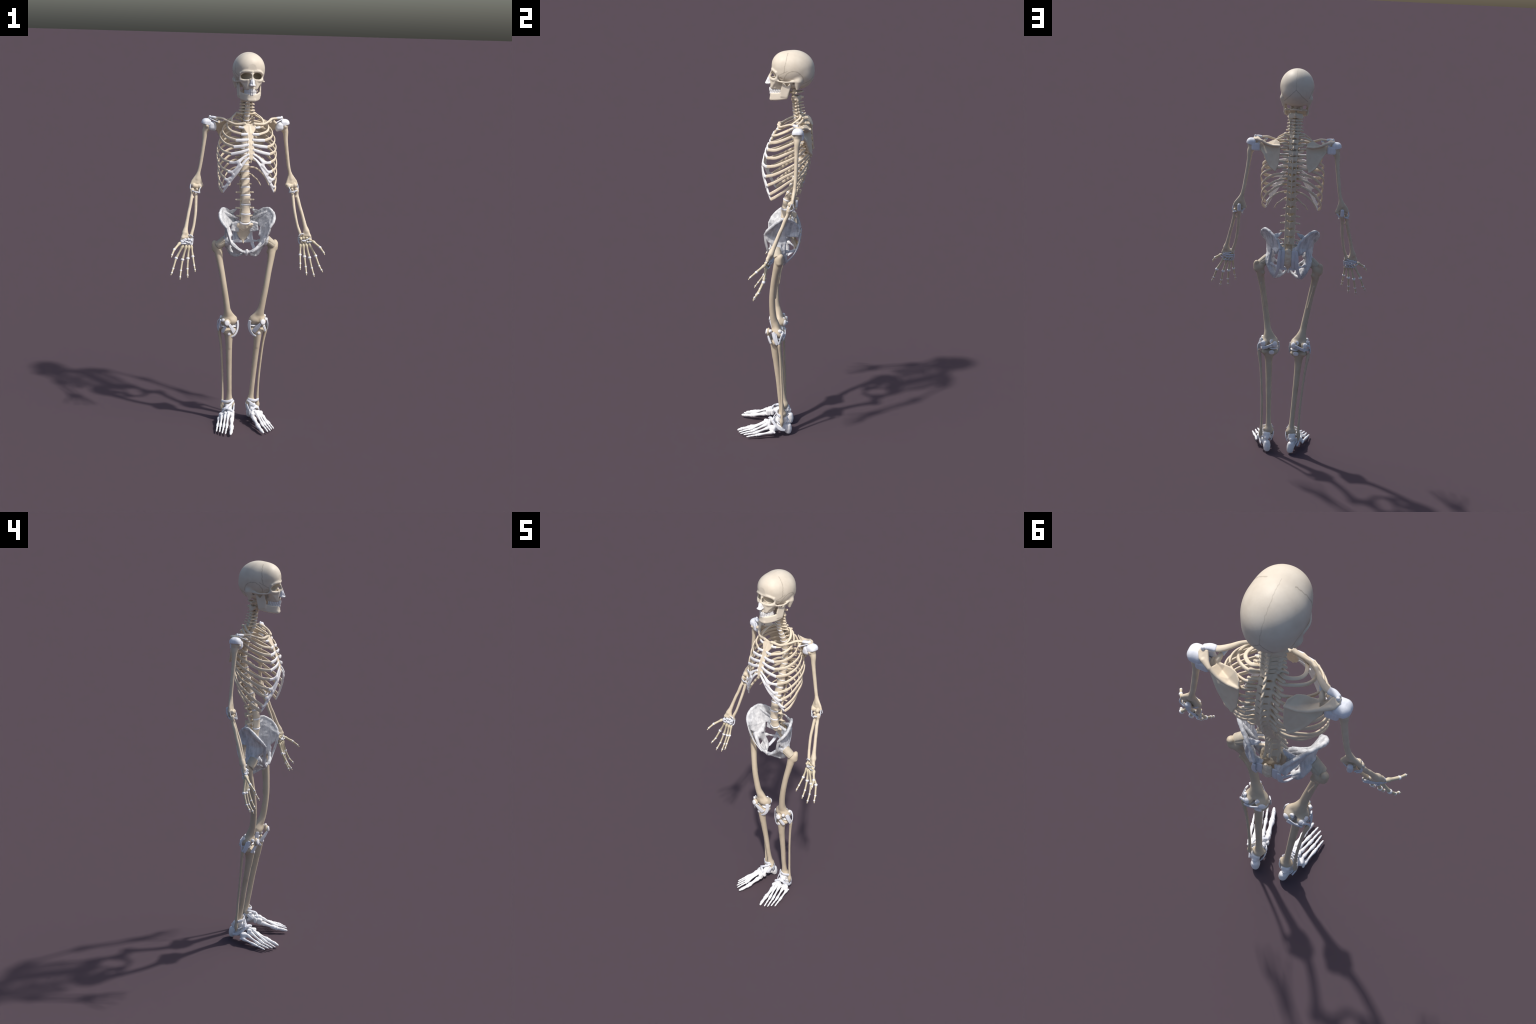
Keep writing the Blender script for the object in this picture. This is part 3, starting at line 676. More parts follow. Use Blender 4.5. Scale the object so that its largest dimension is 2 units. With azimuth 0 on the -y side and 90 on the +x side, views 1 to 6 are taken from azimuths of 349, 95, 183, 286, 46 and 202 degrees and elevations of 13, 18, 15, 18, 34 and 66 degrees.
# acromioclavicular band, its button and the coracoid ties
pair('ligament', sweep([(.162, .078, 1.6655), (.174, .080, 1.667), (.188, .086, 1.668)], [(.0105, .0062), (.0105, .0062), (.0085, .0052)], seg=16, samples=14, power=3), CAPS)
pair('joint_button', sweep([(.190, .0925, 1.667), (.190, .0925, 1.6715)], [(.0065, .0055), (.0055, .0045)], up=(0, 1, 0), seg=16, samples=4), CART)
pair('ligament', join([sweep([(.150, .055, 1.643), (.168, .068, 1.650), (.190, .083, 1.661)], [(.0040, .0030), (.0048, .0022), (.0070, .0018)], samples=16),
                       sweep([(.143, .078, 1.652), (.142, .072, 1.664)], [(.0045, .0022)] * 2, up=(0, 1, 0), samples=8),
                       sweep([(.138, .080, 1.652), (.132, .066, 1.662)], [(.0040, .0022)] * 2, up=(0, 1, 0), samples=8)]), LIG)

# =================================================================== ARM
def make_humerus():
    f = Field((.165, .055, 1.290), (.295, .125, 1.655), .002)
    f.add(ball((.192, .096, 1.626), .0225), 0)
    f.add(ball((.2135, .095, 1.628), .0135), .008)
    f.add(ball((.207, .0755, 1.622), .0085), .006)
    f.add(rods([(.205, .096, 1.610), (.2135, .096, 1.592), (.2165, .0955, 1.555), (.222, .096, 1.51), (.229, .097, 1.46), (.237, .097, 1.409), (.246, .095, 1.37), (.252, .092, 1.345)], [.019, .0145, .0108, .0095, .0092, .0087, .0089, .0094]), .01)
    V = dict(s=(.246, .095, 1.372, .0080), l=(.277, .091, 1.333, .0060), e=(.283, .090, 1.318, .0060), m=(.229, .090, 1.318, .0065), c=(.254, .086, 1.325, .0055))
    f.add(sheet(V, 's l c,l e c,s m c'), .006)
    f.add(rod((.231, .089, 1.314), (.227, .089, 1.312), .0075, .0070), .005)
    f.add(rods([(.238, .083, 1.306), (.247, .083, 1.3085), (.257, .083, 1.3065), (.263, .081, 1.309)], [.0130, .0095, .0118, .0098]), .003)
    f.add(ellipsoid((.2715, .078, 1.3105), (.0105, .0118, .0120)), .004)
    f.cut(ellipsoid((.2535, .068, 1.327), (.0065, .010, .0055)), .003)
    f.cut(ellipsoid((.255, .104, 1.327), (.010, .010, .010)), .004)
    return f.surface()
pair('humerus', make_humerus(), ARM)

def make_ulna():
    f = Field((.235, -.018, 1.035), (.312, .122, 1.335), .002)
    f.add(rods([(.256, .104, 1.322), (.256, .102, 1.305), (.258, .085, 1.285), (.260, .068, 1.25), (.262, .055, 1.215), (.266, .037, 1.17), (.277, .017, 1.108), (.288, .004, 1.072), (.292, .001, 1.056)],
               [.0085, .0100, .0102, .0082, .0078, .0075, .0071, .0080, .0090]), .004)
    f.add(rod((.256, .090, 1.290), (.255, .072, 1.292), .010, .0065), .006)
    f.cut(rod((.238, .086, 1.3075), (.275, .086, 1.3075), .0118), .002)
    f.add(rod((.2855, .006, 1.052), (.284, .007, 1.046), .004, .003), .003)
    return f.surface()
pair('ulna', make_ulna(), ARM)
pair('joint_cartilage', cap_piece((.24, .09, 1.285), (.272, .12, 1.335), [(rod((.256, .1055, 1.322), (.256, .1045, 1.300), .0092, .0095), 0)], []), LIG)

def make_radius():
    f = Field((.262, -.035, 1.030), (.362, .092, 1.300), .002)
    f.add(rod((.2795, .0745, 1.289), (.281, .073, 1.281), .0115, .0105), 0)
    f.add(rods([(.2805, .0735, 1.283), (.283, .068, 1.258), (.287, .058, 1.235), (.295, .046, 1.20), (.302, .035, 1.174), (.310, .023, 1.14), (.318, .010, 1.103), (.325, .000, 1.077)], [.0082, .0076, .0086, .0082, .0082, .0086, .0105, .0140]), .006)
    f.add(ball((.276, .066, 1.252), .006), .006)
    V = dict(a=(.322, .003, 1.088, .0090), b=(.310, -.001, 1.056, .0095), c=(.338, -.014, 1.054, .0090), d=(.344, -.014, 1.046, .0060))
    f.add(sheet(V, 'a b c,b c d'), .008)
    return f.surface()
pair('radius', make_radius(), ARM)
# elbow bands
elbow = [sweep([(.262 + .0225 * math.cos(t), .072 - .016 * math.sin(t), 1.281 + .006 * math.cos(t)) for t in np.linspace(-.35, math.pi + .2, 9)], [(.0022, .0042)] * 9, samples=36),
         sweep([(.264, .056, 1.276), (.245, .062, 1.279), (.240, .072, 1.283)], [(.0024, .0032)] * 3, samples=12),
         sweep([(.229, .080, 1.314), (.238, .070, 1.300), (.246, .062, 1.284)], [(.0026, .0030)] * 3, samples=14),
         sweep([(.228, .092, 1.309), (.238, .094, 1.296), (.247, .094, 1.287)], [(.0022, .0040)] * 3, samples=14),
         sweep([(.286, .086, 1.317), (.289, .080, 1.300), (.287, .071, 1.284)], [(.0020, .0026)] * 3, up=(1, 0, 0), samples=14),
         sweep([(.286, .093, 1.316), (.289, .096, 1.298), (.276, .100, 1.287)], [(.0020, .0026)] * 3, up=(1, 0, 0), samples=14),
         sweep([(.270, .100, 1.290), (.283, .088, 1.284), (.290, .074, 1.281)], [(.0022, .0042)] * 3, samples=14)]
pair('ligament', join(elbow), LIG)

# =================================================================== HAND
def long_bone(a, b, base, mid, head, n_up=(0, 0, 1)):
    a, b = A(a), A(b); d = b - a
    return sweep([a + d * t for t in (0, .12, .35, .6, .85, 1.0)], [base * .85, base, mid * 1.08, mid, head * .95, head * .85], up=(.3, .9, .2), seg=12, samples=28)
FING = {
 'thumb': [(.354, -.026, 1.027), (.386, -.061, 1.001), (.400, -.087, .979), (.404, -.0965, .9675)],
 'index': [(.337, -.020, 1.012), (.372, -.027, .948), (.389, -.048, .898), (.398, -.065, .879), (.404, -.071, .868)],
 'middle': [(.320, -.021, 1.010), (.339, -.029, .940), (.349, -.048, .887), (.355, -.069, .857), (.357, -.076, .845)],
 'ring': [(.305, -.018, 1.008), (.311, -.029, .946), (.315, -.048, .895), (.316, -.065, .865), (.316, -.072, .853)],
 'little': [(.291, -.014, 1.008), (.286, -.033, .957), (.282, -.060, .916), (.279, -.074, .895), (.279, -.079, .885)]}
wrist = [sweep([(.284, .000, 1.047), (.300, -.012, 1.030), (.322, -.022, 1.034), (.338, -.022, 1.044)], [(.0026, .0032)] * 4, samples=20),
         sweep([(.300, .002, 1.060), (.290, -.006, 1.062), (.283, -.006, 1.055)], [(.0024, .0030)] * 3, samples=10),
         sweep([(.306, -.010, 1.064), (.296, -.011, 1.066), (.287, -.007, 1.058)], [(.0024, .0030)] * 3, samples=10),
         sweep([(.282, .004, 1.042), (.284, .002, 1.022), (.289, -.006, 1.010)], [(.0030, .0034)] * 3, up=(1, 0, 0), samples=12),
         sweep([(.286, -.008, 1.034), (.304, -.024, 1.029), (.315, -.024, 1.030)], [(.0026, .0034)] * 3, samples=12),
         sweep([(.322, -.025, 1.023), (.338, -.028, 1.025), (.350, -.026, 1.026)], [(.0022, .0030)] * 3, samples=12),
         sweep([(.343, -.012, 1.052), (.346, -.016, 1.042), (.347, -.022, 1.033)], [(.0024, .0028)] * 3, up=(1, 0, 0), samples=10),
         sweep([(.288, .012, 1.040), (.312, .005, 1.037), (.340, -.006, 1.040)], [(.0026, .0044)] * 3, samples=14),
         sweep([(.290, .009, 1.030), (.314, .001, 1.025), (.342, -.010, 1.032)], [(.0026, .0040)] * 3, samples=14),
         sweep([(.298, .010, 1.052), (.312, .006, 1.046), (.330, .000, 1.044)], [(.0024, .0036)] * 3, samples=12)]
for x0, x1 in ((.293, .305), (.307, .319), (.322, .336)):
    wrist.append(sweep([(x0, -.010, 1.006), (x1, -.013, 1.006)], [(.0026, .0032)] * 2, samples=6))
    wrist.append(sweep([(x0, -.004, 1.018), ((x0 + x1) / 2, -.004, 1.012), (x1, -.010, 1.006)], [(.0020, .0026)] * 3, samples=8))
wrist.append(sweep([(.338, -.014, 1.014), (.347, -.018, 1.018), (.354, -.020, 1.024)], [(.0024, .0030)] * 3, samples=8))
hands = pair('hand', join(wrist), LIG)
CARPAL = [((.2935, -.008, 1.041), (.0085, .0085, .0085)), ((.2915, -.016, 1.037), (.0060, .0060, .0065)), ((.3065, -.010, 1.043), (.0085, .0095, .0085)), ((.3245, -.013, 1.043), (.0110, .0095, .0085)),
          ((.2985, -.013, 1.022), (.0095, .0095, .0105)), ((.3135, -.013, 1.024), (.0085, .0100, .0125)), ((.3275, -.016, 1.024), (.0070, .0090, .0085)), ((.3415, -.0215, 1.034), (.0100, .0090, .0085))]
def carpal(c, r, seed):
    f = Field(A(c) - max(r) * 1.3, A(c) + max(r) * 1.3, .0016); q = np.random.default_rng(seed)
    f.add(ellipsoid(c, A(r) * .9), 0)
    for k in range(5):
        d = unit(q.normal(size=3)); f.add(ball(A(c) + d * A(r) * .55, .40 * min(r)), .003)
    return f.surface(1)
for i, (c, r) in enumerate(CARPAL):
    pair('carpal_bone', carpal(c, r, 40 + i), FINGER, hands, mat_right=LIG)
for name, J in FING.items():
    th = name == 'thumb'
    lit = .88 if name == 'little' else 1.0
    for i in range(len(J) - 1):
        a, b = A(J[i]), A(J[i + 1]); last = i == len(J) - 2
        if i == 0:
            m = long_bone(a, b, .0080 * lit, .0052 * lit, .0068 * lit) if not th else long_bone(a, b, .0085, .0058, .0066)
            pair('metacarpal', m, FINGER, hands)
        elif last:
            d = b - a
            pair('phalanx', sweep([a + d * t for t in (.05, .3, .62, .86)], [.0052 * lit, .0038, .0024, .0025], up=(.3, .9, .2), seg=10, samples=14), FINGER, hands)
        else:
            k = (1.0 if i == 1 else .84) * lit
            pair('phalanx', long_bone(a, b, .0058 * k, .0046 * k, .0052 * k), FINGER, hands)
        if i > 0:
            r = (.0092 if i == 1 and not th else (.0076 if i == 1 else (.0062 if not last else .0054))) * lit
            f = Field(a - r * 1.3, a + r * 1.3, .0014)
            u = unit(b - a)
            f.add(ellipsoid(a, (r, r * .95, r * .92)), 0)
            pair('joint_cartilage', f.surface(1), CART, hands)

# =================================================================== PELVIS
def make_hip():
    f = Field((.008, -.062, .930), (.156, .126, 1.208), .0022)
    V = dict(
        ps=(.045, .113, 1.115, .0050), k1=(.052, .103, 1.142, .0045), k2=(.076, .086, 1.170, .0045), k3=(.103, .062, 1.189, .0050), k4=(.126, .036, 1.194, .0055), k5=(.1405, .006, 1.178, .0060), k6=(.1430, -.018, 1.156, .0065), k7=(.133, -.040, 1.132, .0055), as_=(.117, -.048, 1.112, .0055),
        ai=(.113, -.030, 1.076, .0070), ac=(.104, .006, 1.050, .0130), f1=(.105, .038, 1.155, .0024), f2=(.121, .002, 1.140, .0028), f3=(.106, -.006, 1.100, .0050), f4=(.088, .050, 1.100, .0045), pi=(.058, .108, 1.093, .0050),
        si=(.057, .086, 1.114, .0070), ar=(.078, .024, 1.056, .0085), no=(.090, .052, 1.072, .0060))
    f.add(sheet(V, 'ps k1 si,k1 k2 si,k2 f1 si,k2 k3 f1,k3 k4 f1,k4 k5 f1,k5 f2 f1,k5 k6 f2,k6 k7 f2,k7 as_ f2,as_ f3 f2,as_ ai f3,ai ac f3,f1 f2 f4,f2 f3 f4,f1 f4 si,f4 f3 ac,f4 ac ar,ps si pi,pi si f4,no f4 ac,f4 ar no'), .004)
    f.add(rods([V[k][:3] for k in ('ps', 'k1', 'k2', 'k3', 'k4', 'k5', 'k6', 'k7', 'as_')], [.0060, .0055, .0055, .006, .0065, .0072, .0078, .0066, .0062]), .006)
    # acetabulum block, pubis, ischium
    f.add(ellipsoid((.102, .010, 1.030), (.025, .029, .029)), .010)
    f.add(rods([(.098, -.010, 1.040), (.076, -.020, 1.018), (.050, -.029, .995), (.028, -.029, .980), (.014, -.022, .973)], [.0125, .0095, .0082, .0080, .0085]), .006)
    f.add(rods([(.012, -.020, .972), (.018, -.006, .960), (.036, .012, .950), (.054, .028, .946), (.066, .040, .953)], [.0080, .0066, .0066, .0090, .0115]), .006)
    f.add(rods([(.098, .026, 1.020), (.090, .042, .995), (.078, .047, .972), (.067, .042, .955)], [.0205, .0165, .0150, .0130]), .008)
    f.add(rod((.082, .056, 1.018), (.068, .071, 1.014), .009, .0035), .006)     # ischial spine
    f.add(rod((.094, .046, 1.060), (.095, .042, 1.020), .0085, .012), .008)
    # obturator membrane with its gap on top
    O = dict(a=(.030, -.020, .972, .0018), b=(.066, -.010, .998, .0018), c=(.080, .022, .998, .0018), d=(.058, .026, .955, .0018), e=(.030, .004, .958, .0018))
    f.add(sheet(O, 'a b e,b c e,c d e'), .003)
    f.cut(rod((.062, -.020, 1.002), (.082, .016, .994), .0070), .003)
    f.roughen(.0007, .026, 3, 3)
    return f.surface(6)
hips = pair('hip_bone', make_hip(), HIP)
build('pubic_disc', sweep([(0, -.027, .984), (0, -.024, .972), (0, -.016, .958)], [(.0075, .006), (.0085, .0075), (.0065, .006)], up=(0, 1, 0), seg=14, samples=14), CART)

def band(a, w, h=.0022, normal=(0, -1, 0), samples=24, n=14):
    """Flat strap: half widths w, half thickness h, broad side facing `normal` (one, or one per point)."""
    a = A(a, float); k = len(a); w = [w] * k if np.isscalar(w) else w
    N = A(normal, float); N = np.tile(N, (k, 1)) if N.ndim == 1 else N
    U = unit(np.cross(unit(N), unit(np.gradient(a, axis=0))))
    return sweep(a, [(h, x) for x in w], up=U, seg=n, samples=samples, power=2.8, cap=.5)
pair('ligament', band([(.117, -.051, 1.112), (.104, -.046, 1.065), (.088, -.037, 1.022), (.060, -.036, .995), (.026, -.036, .975)], [.0065, .0075, .0070, .0060, .005], .0026, normal=(.85, -.4, .3), samples=36), HIP)   # inguinal
pair('ligament', join([band([(.042, .119, 1.105), (.045, .118, 1.070), (.046, .110, 1.030), (.052, .090, .990), (.064, .056, .954)], [.006, .008, .0095, .0085, .0075], .0030, normal=(.2, 1, .1), samples=36),
                       band([(.029, .110, 1.105), (.029, .114, 1.065), (.029, .106, 1.030), (.030, .099, 1.012)], [.013, .013, .012, .010], .0030, normal=(.1, 1, 0)),
                       band([(.006, .092, 1.006), (.030, .096, 1.010), (.050, .083, 1.012), (.068, .069, 1.014)], [.006, .010, .007, .0045], .0022, normal=(0, 1, .1))]), LIG)   # sacrotuberous, dorsal, sacrospinous
def make_iliac_ties():
    f = Field((.02, .015, 1.05), (.13, .13, 1.20), .002)
    f.add(plate((.034, .048, 1.122), (.062, .054, 1.112), (.034, .066, 1.070), .007, .008, .006), .004)
    f.add(plate((.062, .054, 1.112), (.034, .066, 1.070), (.070, .054, 1.076), .007, .005, .006), .004)
    f.add(plate((.034, .066, 1.138), (.112, .040, 1.176), (.096, .048, 1.156), .0030, .007, .005), .004)       # lower iliolumbar
    f.add(plate((.040, .076, 1.188), (.066, .082, 1.164), (.090, .074, 1.172), .003, .004, .004), .004)         # upper iliolumbar
    f.add(plate((.040, .076, 1.188), (.046, .080, 1.176), (.066, .082, 1.160), .003), .004)
    f.add(plate((.034, .100, 1.118), (.050, .108, 1.120), (.036, .112, 1.080), .005), .004)
    f.add(plate((.022, .100, 1.112), (.050, .104, 1.130), (.026, .110, 1.088), .004), .004)
    f.roughen(.0008, .022, 6)
    return f.surface(3)
pair('ligament', make_iliac_ties(), HIP)

# =================================================================== LEG
def make_femur():
    f = Field((.025, -.03, .555), (.185, .075, 1.055), .0024)
    f.add(ball((.103, .010, 1.034), .022), 0)
    f.add(rod((.108, .011, 1.030), (.150, .024, .994), .0165, .018), .008)
    f.add(rods([(.146, .026, .990), (.1415, .017, .950), (.136, .010, .915), (.126, .002, .862), (.113, -.004, .782), (.100, -.001, .704), (.0925, .006, .655), (.084, .018, .615)],
               [.0230, .0195, .0168, .0153, .0153, .0161, .0176, .0215]), .010)
    f.add(rods([(.160, .030, .982), (.163, .030, 1.005), (.1625, .036, 1.016)], [.017, .0155, .0115]), .008)     # greater trochanter
    f.add(ball((.127, .033, .962), .0095), .012)                                                                # lesser trochanter
    f.add(rods([(.136, .030, .90), (.124, .018, .84), (.112, .013, .78)], [.004, .0035, .0035]), .006)
    f.add(ellipsoid((.0560, .034, .586), (.0240, .028, .0235)), .016)
    f.add(ellipsoid((.1030, .034, .584), (.0225, .028, .0225)), .016)
    f.add(ellipsoid((.080, .012, .592), (.034, .017, .022)), .012)
    f.add(plate((.087, .010, .645), (.049, .024, .602), (.108, .026, .600), .011, .011, .010), .012)
    f.cut(ellipsoid((.0790, .062, .576), (.0100, .026, .024)), .006)
    f.cut(ellipsoid((.083, -.010, .585), (.010, .006, .022)), .006)
    return f.surface()
pair('femur', make_femur(), LEG)
def make_hip_capsule():
    f = Field((.09, -.03, .97), (.17, .06, 1.06), .002)
    a, b = A((.108, .008, 1.034)), A((.149, .019, 1.000)); d = unit(b - a)
    f.add(rod(a, b, .0245, .0225), 0)
    f.keep(lambda P: np.maximum((P - b) @ d, (a - P) @ d))
    s1 = A((.10, -.018, 1.030)); s2 = A((.16, -.005, .996))
    f.cut(rod((.118, -.014, 1.028), (.154, -.004, 1.004), .0018), .002)
    f.cut(rod((.106, -.004, 1.010), (.146, .004, .978), .0016), .002)
    f.cut(rod((.112, .030, 1.044), (.150, .040, 1.016), .0030), .003)
    f.cut(rod((.112, .032, 1.016), (.150, .040, .990), .0020), .002)
    return f.surface()
pair('hip_capsule', make_hip_capsule(), HIPCAP)

def make_tibia():
    f = Field((.022, -.02, .072), (.132, .10, .566), .0024)
    f.add(ellipsoid((.0560, .028, .537), (.0235, .026, .016)), 0)
    f.add(ellipsoid((.1000, .028, .537), (.0225, .025, .016)), .012)
    f.add(ellipsoid((.078, .020, .528), (.034, .022, .016)), .010)
    f.add(rods([(.078, .020, .520), (.078, .019, .490), (.0765, .022, .450), (.074, .028, .403), (.069, .042, .303), (.064, .053, .206), (.0615, .062, .150), (.0585, .068, .112)],
               [.026, .0205, .0175, .0160, .0142, .0129, .0140, .0195]), .012)
    f.add(rods([(.081, .000, .522), (.079, .004, .495), (.075, .012, .44)], [.0065, .006, .004]), .010)
    f.add(rods([(.0585, .068, .112), (.058, .068, .100)], [.0205, .0185]), .006)
    f.add(ellipsoid((.066, .066, .108), (.022, .019, .014)), .008)
    f.add(rod((.041, .060, .105), (.040, .058, .088), .0095, .0080), .008)
    return f.surface()
pair('tibia', make_tibia(), LEG)
pair('fibula', sweep([(.132, .044, .545), (.1275, .042, .525), (.122, .046, .49), (.115, .050, .437), (.107, .056, .342), (.101, .063, .249), (.0985, .067, .158), (.0995, .068, .110), (.1005, .068, .085), (.099, .069, .062)],
     [.0050, .0092, .0076, .0063, .0060, .0060, .0062, .0076, .0106, .0056], up=(0, 1, 0), seg=14, samples=90), LEG)

# patella and knee ties
def make_patella():
    f = Field((.07, -.035, .56), (.125, 0, .62), .002)
    f.add(ellipsoid((.0955, -.019, .589), (.0185, .0095, .0200)), 0)
    f.add(ball((.0945, -.018, .570), .006), .008)
    return f.surface()
pats = pair('patella', make_patella(), LEG)
def button(c, n, r, t=.004):
    c, n = A(c), unit(A(n, float)); r = (r, r) if np.isscalar(r) else r
    up = (0, 0, 1) if abs(n[2]) < .8 else (0, 1, 0)
    return sweep([c - n * t, c, c + n * t * .4], [(r[0], r[1])] * 3, up=up, seg=24, samples=6, cap=.22)
pair('joint_button', button((.097, -.0290, .590), (.12, -1, .15), (.0130, .0145), .004), CART)
pair('joint_button', button((.117, -.009, .601), (.55, -.8, .1), .0082, .006), CART)
pair('joint_button', button((.081, -.0065, .522), (0, -1, -.1), .0082, .006), CART)
pair('joint_button', button((.1215, .041, .605), (.9, .1, .2), .0082, .006), CART)
pair('joint_button', button((.066, .050, .598), (-.1, .9, .3), (.0100, .0115), .006), CART)
pair('joint_button', button((.063, .0560, .540), (-.1, 1, -.25), (.0140, .0115), .005), CART)
cond = []
for c, r in (((.1075, .0500, .585), (.0160, .0140, .0170)), ((.0520, .0490, .585), (.0170, .0145, .0180))):
    f = Field(A(c) - .02, A(c) + .02, .0018); f.add(ellipsoid(c, r), 0); cond.append(f.surface(1))
for c in cond: pair('joint_cartilage', c, CART)
def knee_gasket(x, r):
    f = Field((x - r - .004, -.002, .546), (x + r + .004, .062, .574), .0018)
    f.add(ellipsoid((x, .030, .5585), (r, .026, .0065)), 0); return f.surface(1)
for x, r in ((.0565, .0235), (.1010, .0225)): pair('meniscus', knee_gasket(x, r), CART)
knee = [band([(.0335, .012, .588), (.0305, .014, .560), (.0370, .008, .530), (.0520, .001, .511), (.0670, .000, .503)], [.0095, .0105, .0090, .0065, .0045], .0026, normal=[(-.8, -.6, 0), (-.8, -.6, 0), (-.75, -.65, -.1), (-.5, -.85, -.2), (-.2, -1, -.2)], samples=36),
        band([(.084, -.027, .579), (.067, -.014, .553), (.053, -.001, .530)], [.0075, .0110, .0125], .0024, normal=(-.55, -.85, 0)),
        band([(.103, -.019, .567), (.112, -.011, .548), (.117, -.003, .533)], [.0075, .0085, .0085], .0030, normal=(.6, -.8, 0)),
        band([(.1265, .008, .597), (.1335, .018, .565), (.1345, .030, .534)], [.0090, .0092, .0055], .0030, normal=(1, -.25, 0)),
        band([(.1265, .022, .592), (.1355, .029, .562), (.1355, .040, .538)], [.0036, .0046, .0040], .0024, normal=(1, .2, 0)),
        band([(.1150, .060, .594), (.1325, .051, .582), (.1375, .046, .560), (.1360, .042, .540)], [.0055, .0042, .0044, .0040], .0024, normal=(.9, .5, 0)),
        band([(.060, .064, .588), (.085, .067, .575), (.112, .063, .562)], [.0048, .0062, .0090], .0028, normal=(0, 1, 0)),
        band([(.060, .061, .574), (.085, .063, .572), (.112, .057, .568)], [.003, .003, .004], .0024, normal=(0, 1, 0)),
        band([(.1240, .032, .560), (.1290, .027, .558), (.1285, .020, .556)], [.008, .009, .008], .0022, normal=(1, 0, 0))]
pair('ligament', join(knee), LIG)

# =================================================================== FOOT
def make_tarsus():
    f = Field((.03, -.05, 0), (.14, .125, .118), .002)
    c, sn = math.cos(-.12), math.sin(-.12)
    f.add(rods([(.0605, .1030, .0160), (.0610, .1045, .032), (.0625, .1030, .050)], [.0150, .0160, .0125]), 0)
    f.add(block((.0620, .1000, .0330), (.0158, .0150, .0290), .014, [[c, sn, 0], [-sn, c, 0], [0, 0, 1]]), .006)      # heel
    f.add(rods([(.064, .092, .034), (.080, .060, .042), (.090, .036, .043)], [.0175, .0160, .0150]), .010)
    f.add(rod((.066, .092, .052), (.074, .070, .060), .012, .012), .008)
    f.add(ellipsoid((.0600, .045, .058), (.018, .013, .012)), .006)
    f.cut(rod((.044, .068, .028), (.048, .030, .032), .012), .006)
    return f
def make_calcaneus(): return make_tarsus().surface()
feet = pair('foot', make_calcaneus(), FOOT)
def make_talus():
    f = Field((.034, .0, .05), (.105, .115, .118), .0018)
    f.add(block((.0660, .068, .088), (.0185, .028, .0165), .010), 0)
    f.add(rod((.066, .090, .080), (.066, .095, .076), .0140, .012), .006)
    f.add(rods([(.066, .044, .082), (.063, .028, .074), (.062, .018, .068)], [.015, .0135, .0145]), .006)
    f.cut(rod((.092, .078, .052), (.080, .040, .050), .007), .003)
    return f.surface()
pair('talus', make_talus(), FOOT, feet)
def lump(c, r, yaw=.3, seed=1, h=.0017):
    c, r = A(c), A(r); cs, sn = math.cos(yaw), math.sin(yaw); M = [[cs, sn, 0], [-sn, cs, 0], [0, 0, 1]]
    f = Field(c - max(r) * 1.3, c + max(r) * 1.3, h)
    f.add(block(c, r, min(r) * .75, M), 0)
    q = np.random.default_rng(seed)
    for k in range(4): f.add(ball(c + unit(q.normal(size=3)) * r * .7, min(r) * .35), .004)
    return f.surface(1)
YAW = -.19
pair('navicular', lump((.0615, .004, .0635), (.0210, .0080, .0165), YAW, 3), FOOT, feet)
pair('cuneiform', lump((.0575, -.0160, .0565), (.0105, .0145, .0170), YAW, 4), FOOT, feet)
pair('cuneiform', lump((.0765, -.0110, .0680), (.0085, .0110, .0135), YAW, 5), FOOT, feet)
pair('cuneiform', lump((.0905, -.0030, .0640), (.0085, .0120, .0140), YAW, 6), FOOT, feet)
pair('cuboid', lump((.1060, .0220, .0480), (.0150, .0190, .0150), YAW - .1, 7), FOOT, feet)
TOES = [[(.061, -.031, .047), (.073, -.104, .026), (.082, -.142, .019), (.089, -.1625, .0145)],
        [(.079, -.022, .068), (.098, -.096, .029), (.106, -.124, .024), (.1115, -.143, .018), (.1145, -.1545, .0155)],
        [(.093, -.010, .063), (.113, -.083, .027), (.121, -.112, .022), (.127, -.132, .018), (.1305, -.1435, .0155)],
        [(.109, .004, .053), (.129, -.069, .025), (.135, -.096, .021), (.139, -.114, .018), (.1415, -.1255, .0160)],
        [(.121, .026, .034), (.143, -.056, .021), (.149, -.080, .018), (.153, -.097, .015), (.1560, -.1090, .0130)]]
def toe_bone(a, b, base, mid, head):
    a, b = A(a), A(b); d = b - a
    return sweep([a + d * t for t in (.03, .14, .36, .62, .86, .97)], [base * .9, base, mid * 1.1, mid, head, head * .82], seg=12, samples=30)
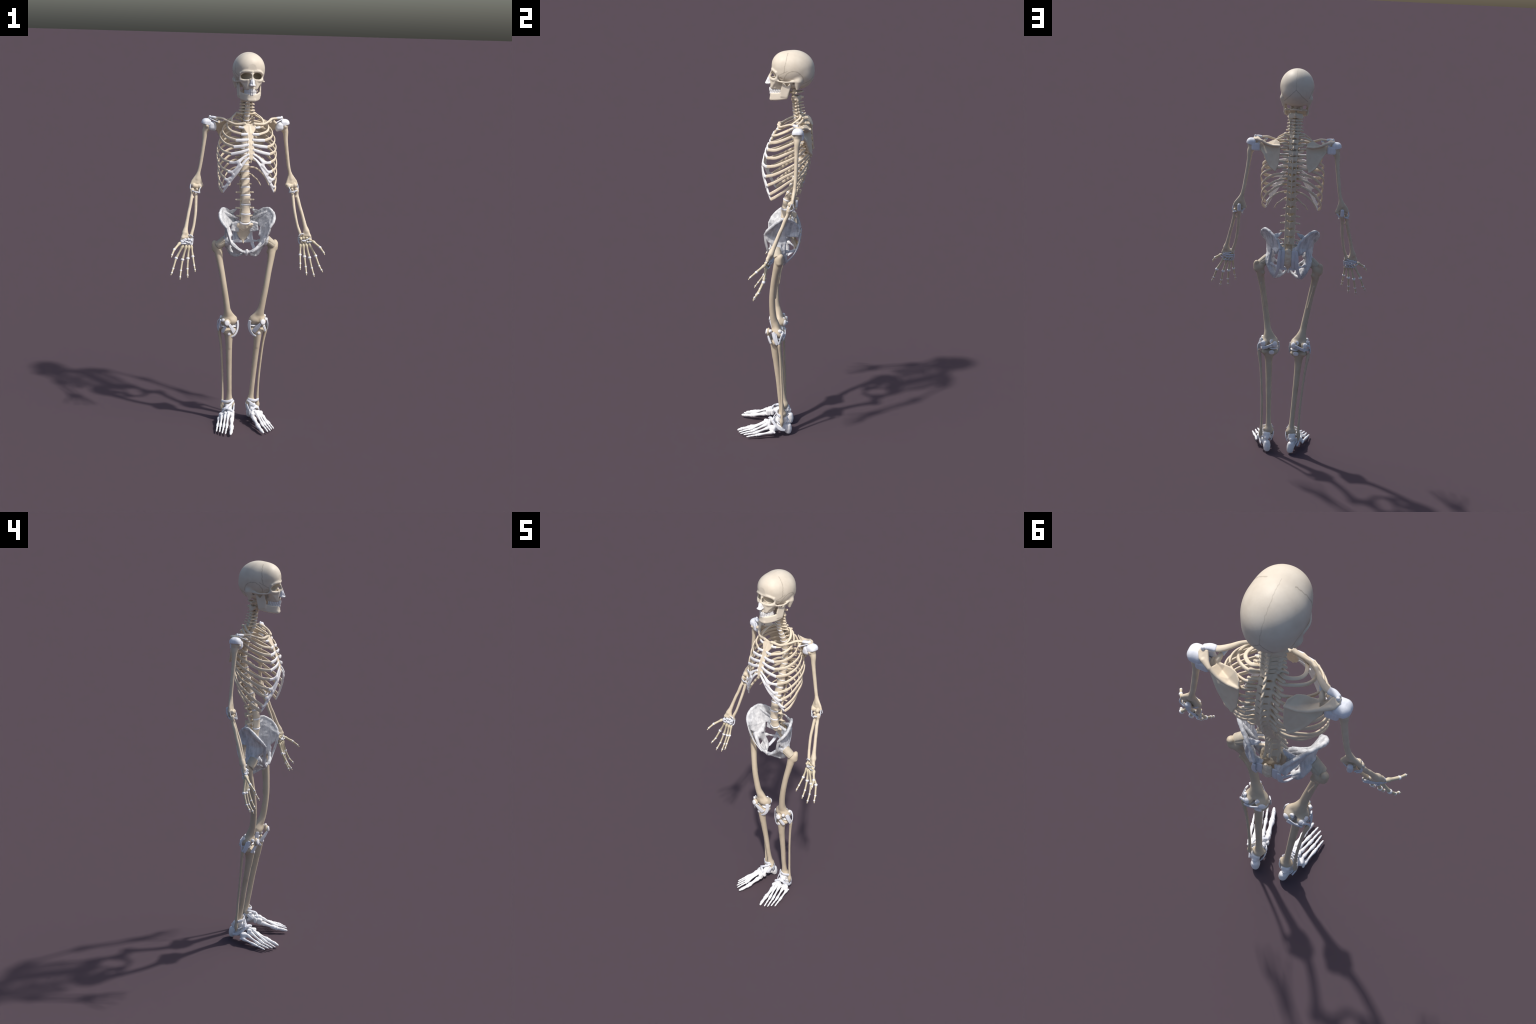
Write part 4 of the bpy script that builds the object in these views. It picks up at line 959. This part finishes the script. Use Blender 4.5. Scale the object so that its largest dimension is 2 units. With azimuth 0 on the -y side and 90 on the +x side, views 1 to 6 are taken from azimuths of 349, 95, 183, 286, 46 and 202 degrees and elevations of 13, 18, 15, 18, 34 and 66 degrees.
for i, J in enumerate(TOES):
    big = i == 0
    base, mid, head = (.0125, .0082, .0125) if big else ((.0088, .0052, .0078) if i < 4 else (.0098, .0054, .0078))
    pair('metatarsal', toe_bone(J[0], J[1], base, mid, head), FOOT, feet)
    for k in range(1, len(J) - 1):
        if k < len(J) - 2: b, m, h = (.0072, .0042, .0052) if k == 1 else (.0050, .0036, .0044)
        else: b, m, h = (.0048, .0034, .0032)
        if big: b, m, h = (.0115, .0080, .0090) if k == 1 else (.0095, .0068, .0062)
        pair('phalanx', toe_bone(J[k], J[k + 1], b, m, h), FOOT, feet)
pair('metatarsal', sweep([(.120, .020, .034), (.1235, .034, .032)], [.008, .0055], seg=12, samples=6), FOOT, feet)
ankle = [band([(.043, .048, .128), (.058, .039, .125), (.080, .041, .120), (.103, .060, .118)], [.0070, .0070, .0070, .0078], .0026, normal=[(-.5, -1, .1), (-.1, -1, .1), (.2, -1, .1), (.6, -1, 0)], samples=30),
         band([(.038, .051, .121), (.054, .035, .111), (.076, .023, .099), (.095, .019, .088)], [.0058] * 4, .0026, normal=[(-.5, -1, .2), (-.2, -1, .3), (.2, -1, .4), (.6, -.8, .3)], samples=30),
         band([(.056, -.003, .085), (.072, .007, .093), (.090, .016, .090), (.101, .030, .072), (.1035, .060, .045), (.096, .086, .036)], [.0056, .0056, .0062, .0072, .0074, .0060], .0026, normal=[(0, -.5, 1), (0, -.5, 1), (.5, -.7, .6), (.9, -.4, .4), (1, 0, .3), (1, .3, .2)], samples=44),
         band([(.056, -.003, .085), (.048, .004, .071), (.044, .010, .056)], [.0056, .0056, .0056], .0026, normal=(-.7, -.7, .2)),
         band([(.0325, .060, .100), (.0350, .072, .078), (.0440, .079, .056)], [.0080, .0110, .0095], .0026, normal=(-1, .1, 0)),
         band([(.036, .050, .096), (.039, .034, .080), (.045, .024, .068)], [.006, .0085, .0075], .0024, normal=(-.9, -.4, .2)),
         band([(.098, .066, .068), (.094, .078, .056), (.088, .086, .046)], [.0040, .0040, .0040], .0024, normal=(1, .3, 0)),
         band([(.098, .072, .070), (.086, .088, .076), (.074, .096, .080)], [.0040, .0040, .0040], .0024, normal=(.4, 1, 0)),
         band([(.098, .060, .072), (.088, .046, .076), (.078, .040, .080)], [.0045, .0045, .0045], .0024, normal=(.5, -.8, 0))]
pair('ligament', join(ankle), LIG)
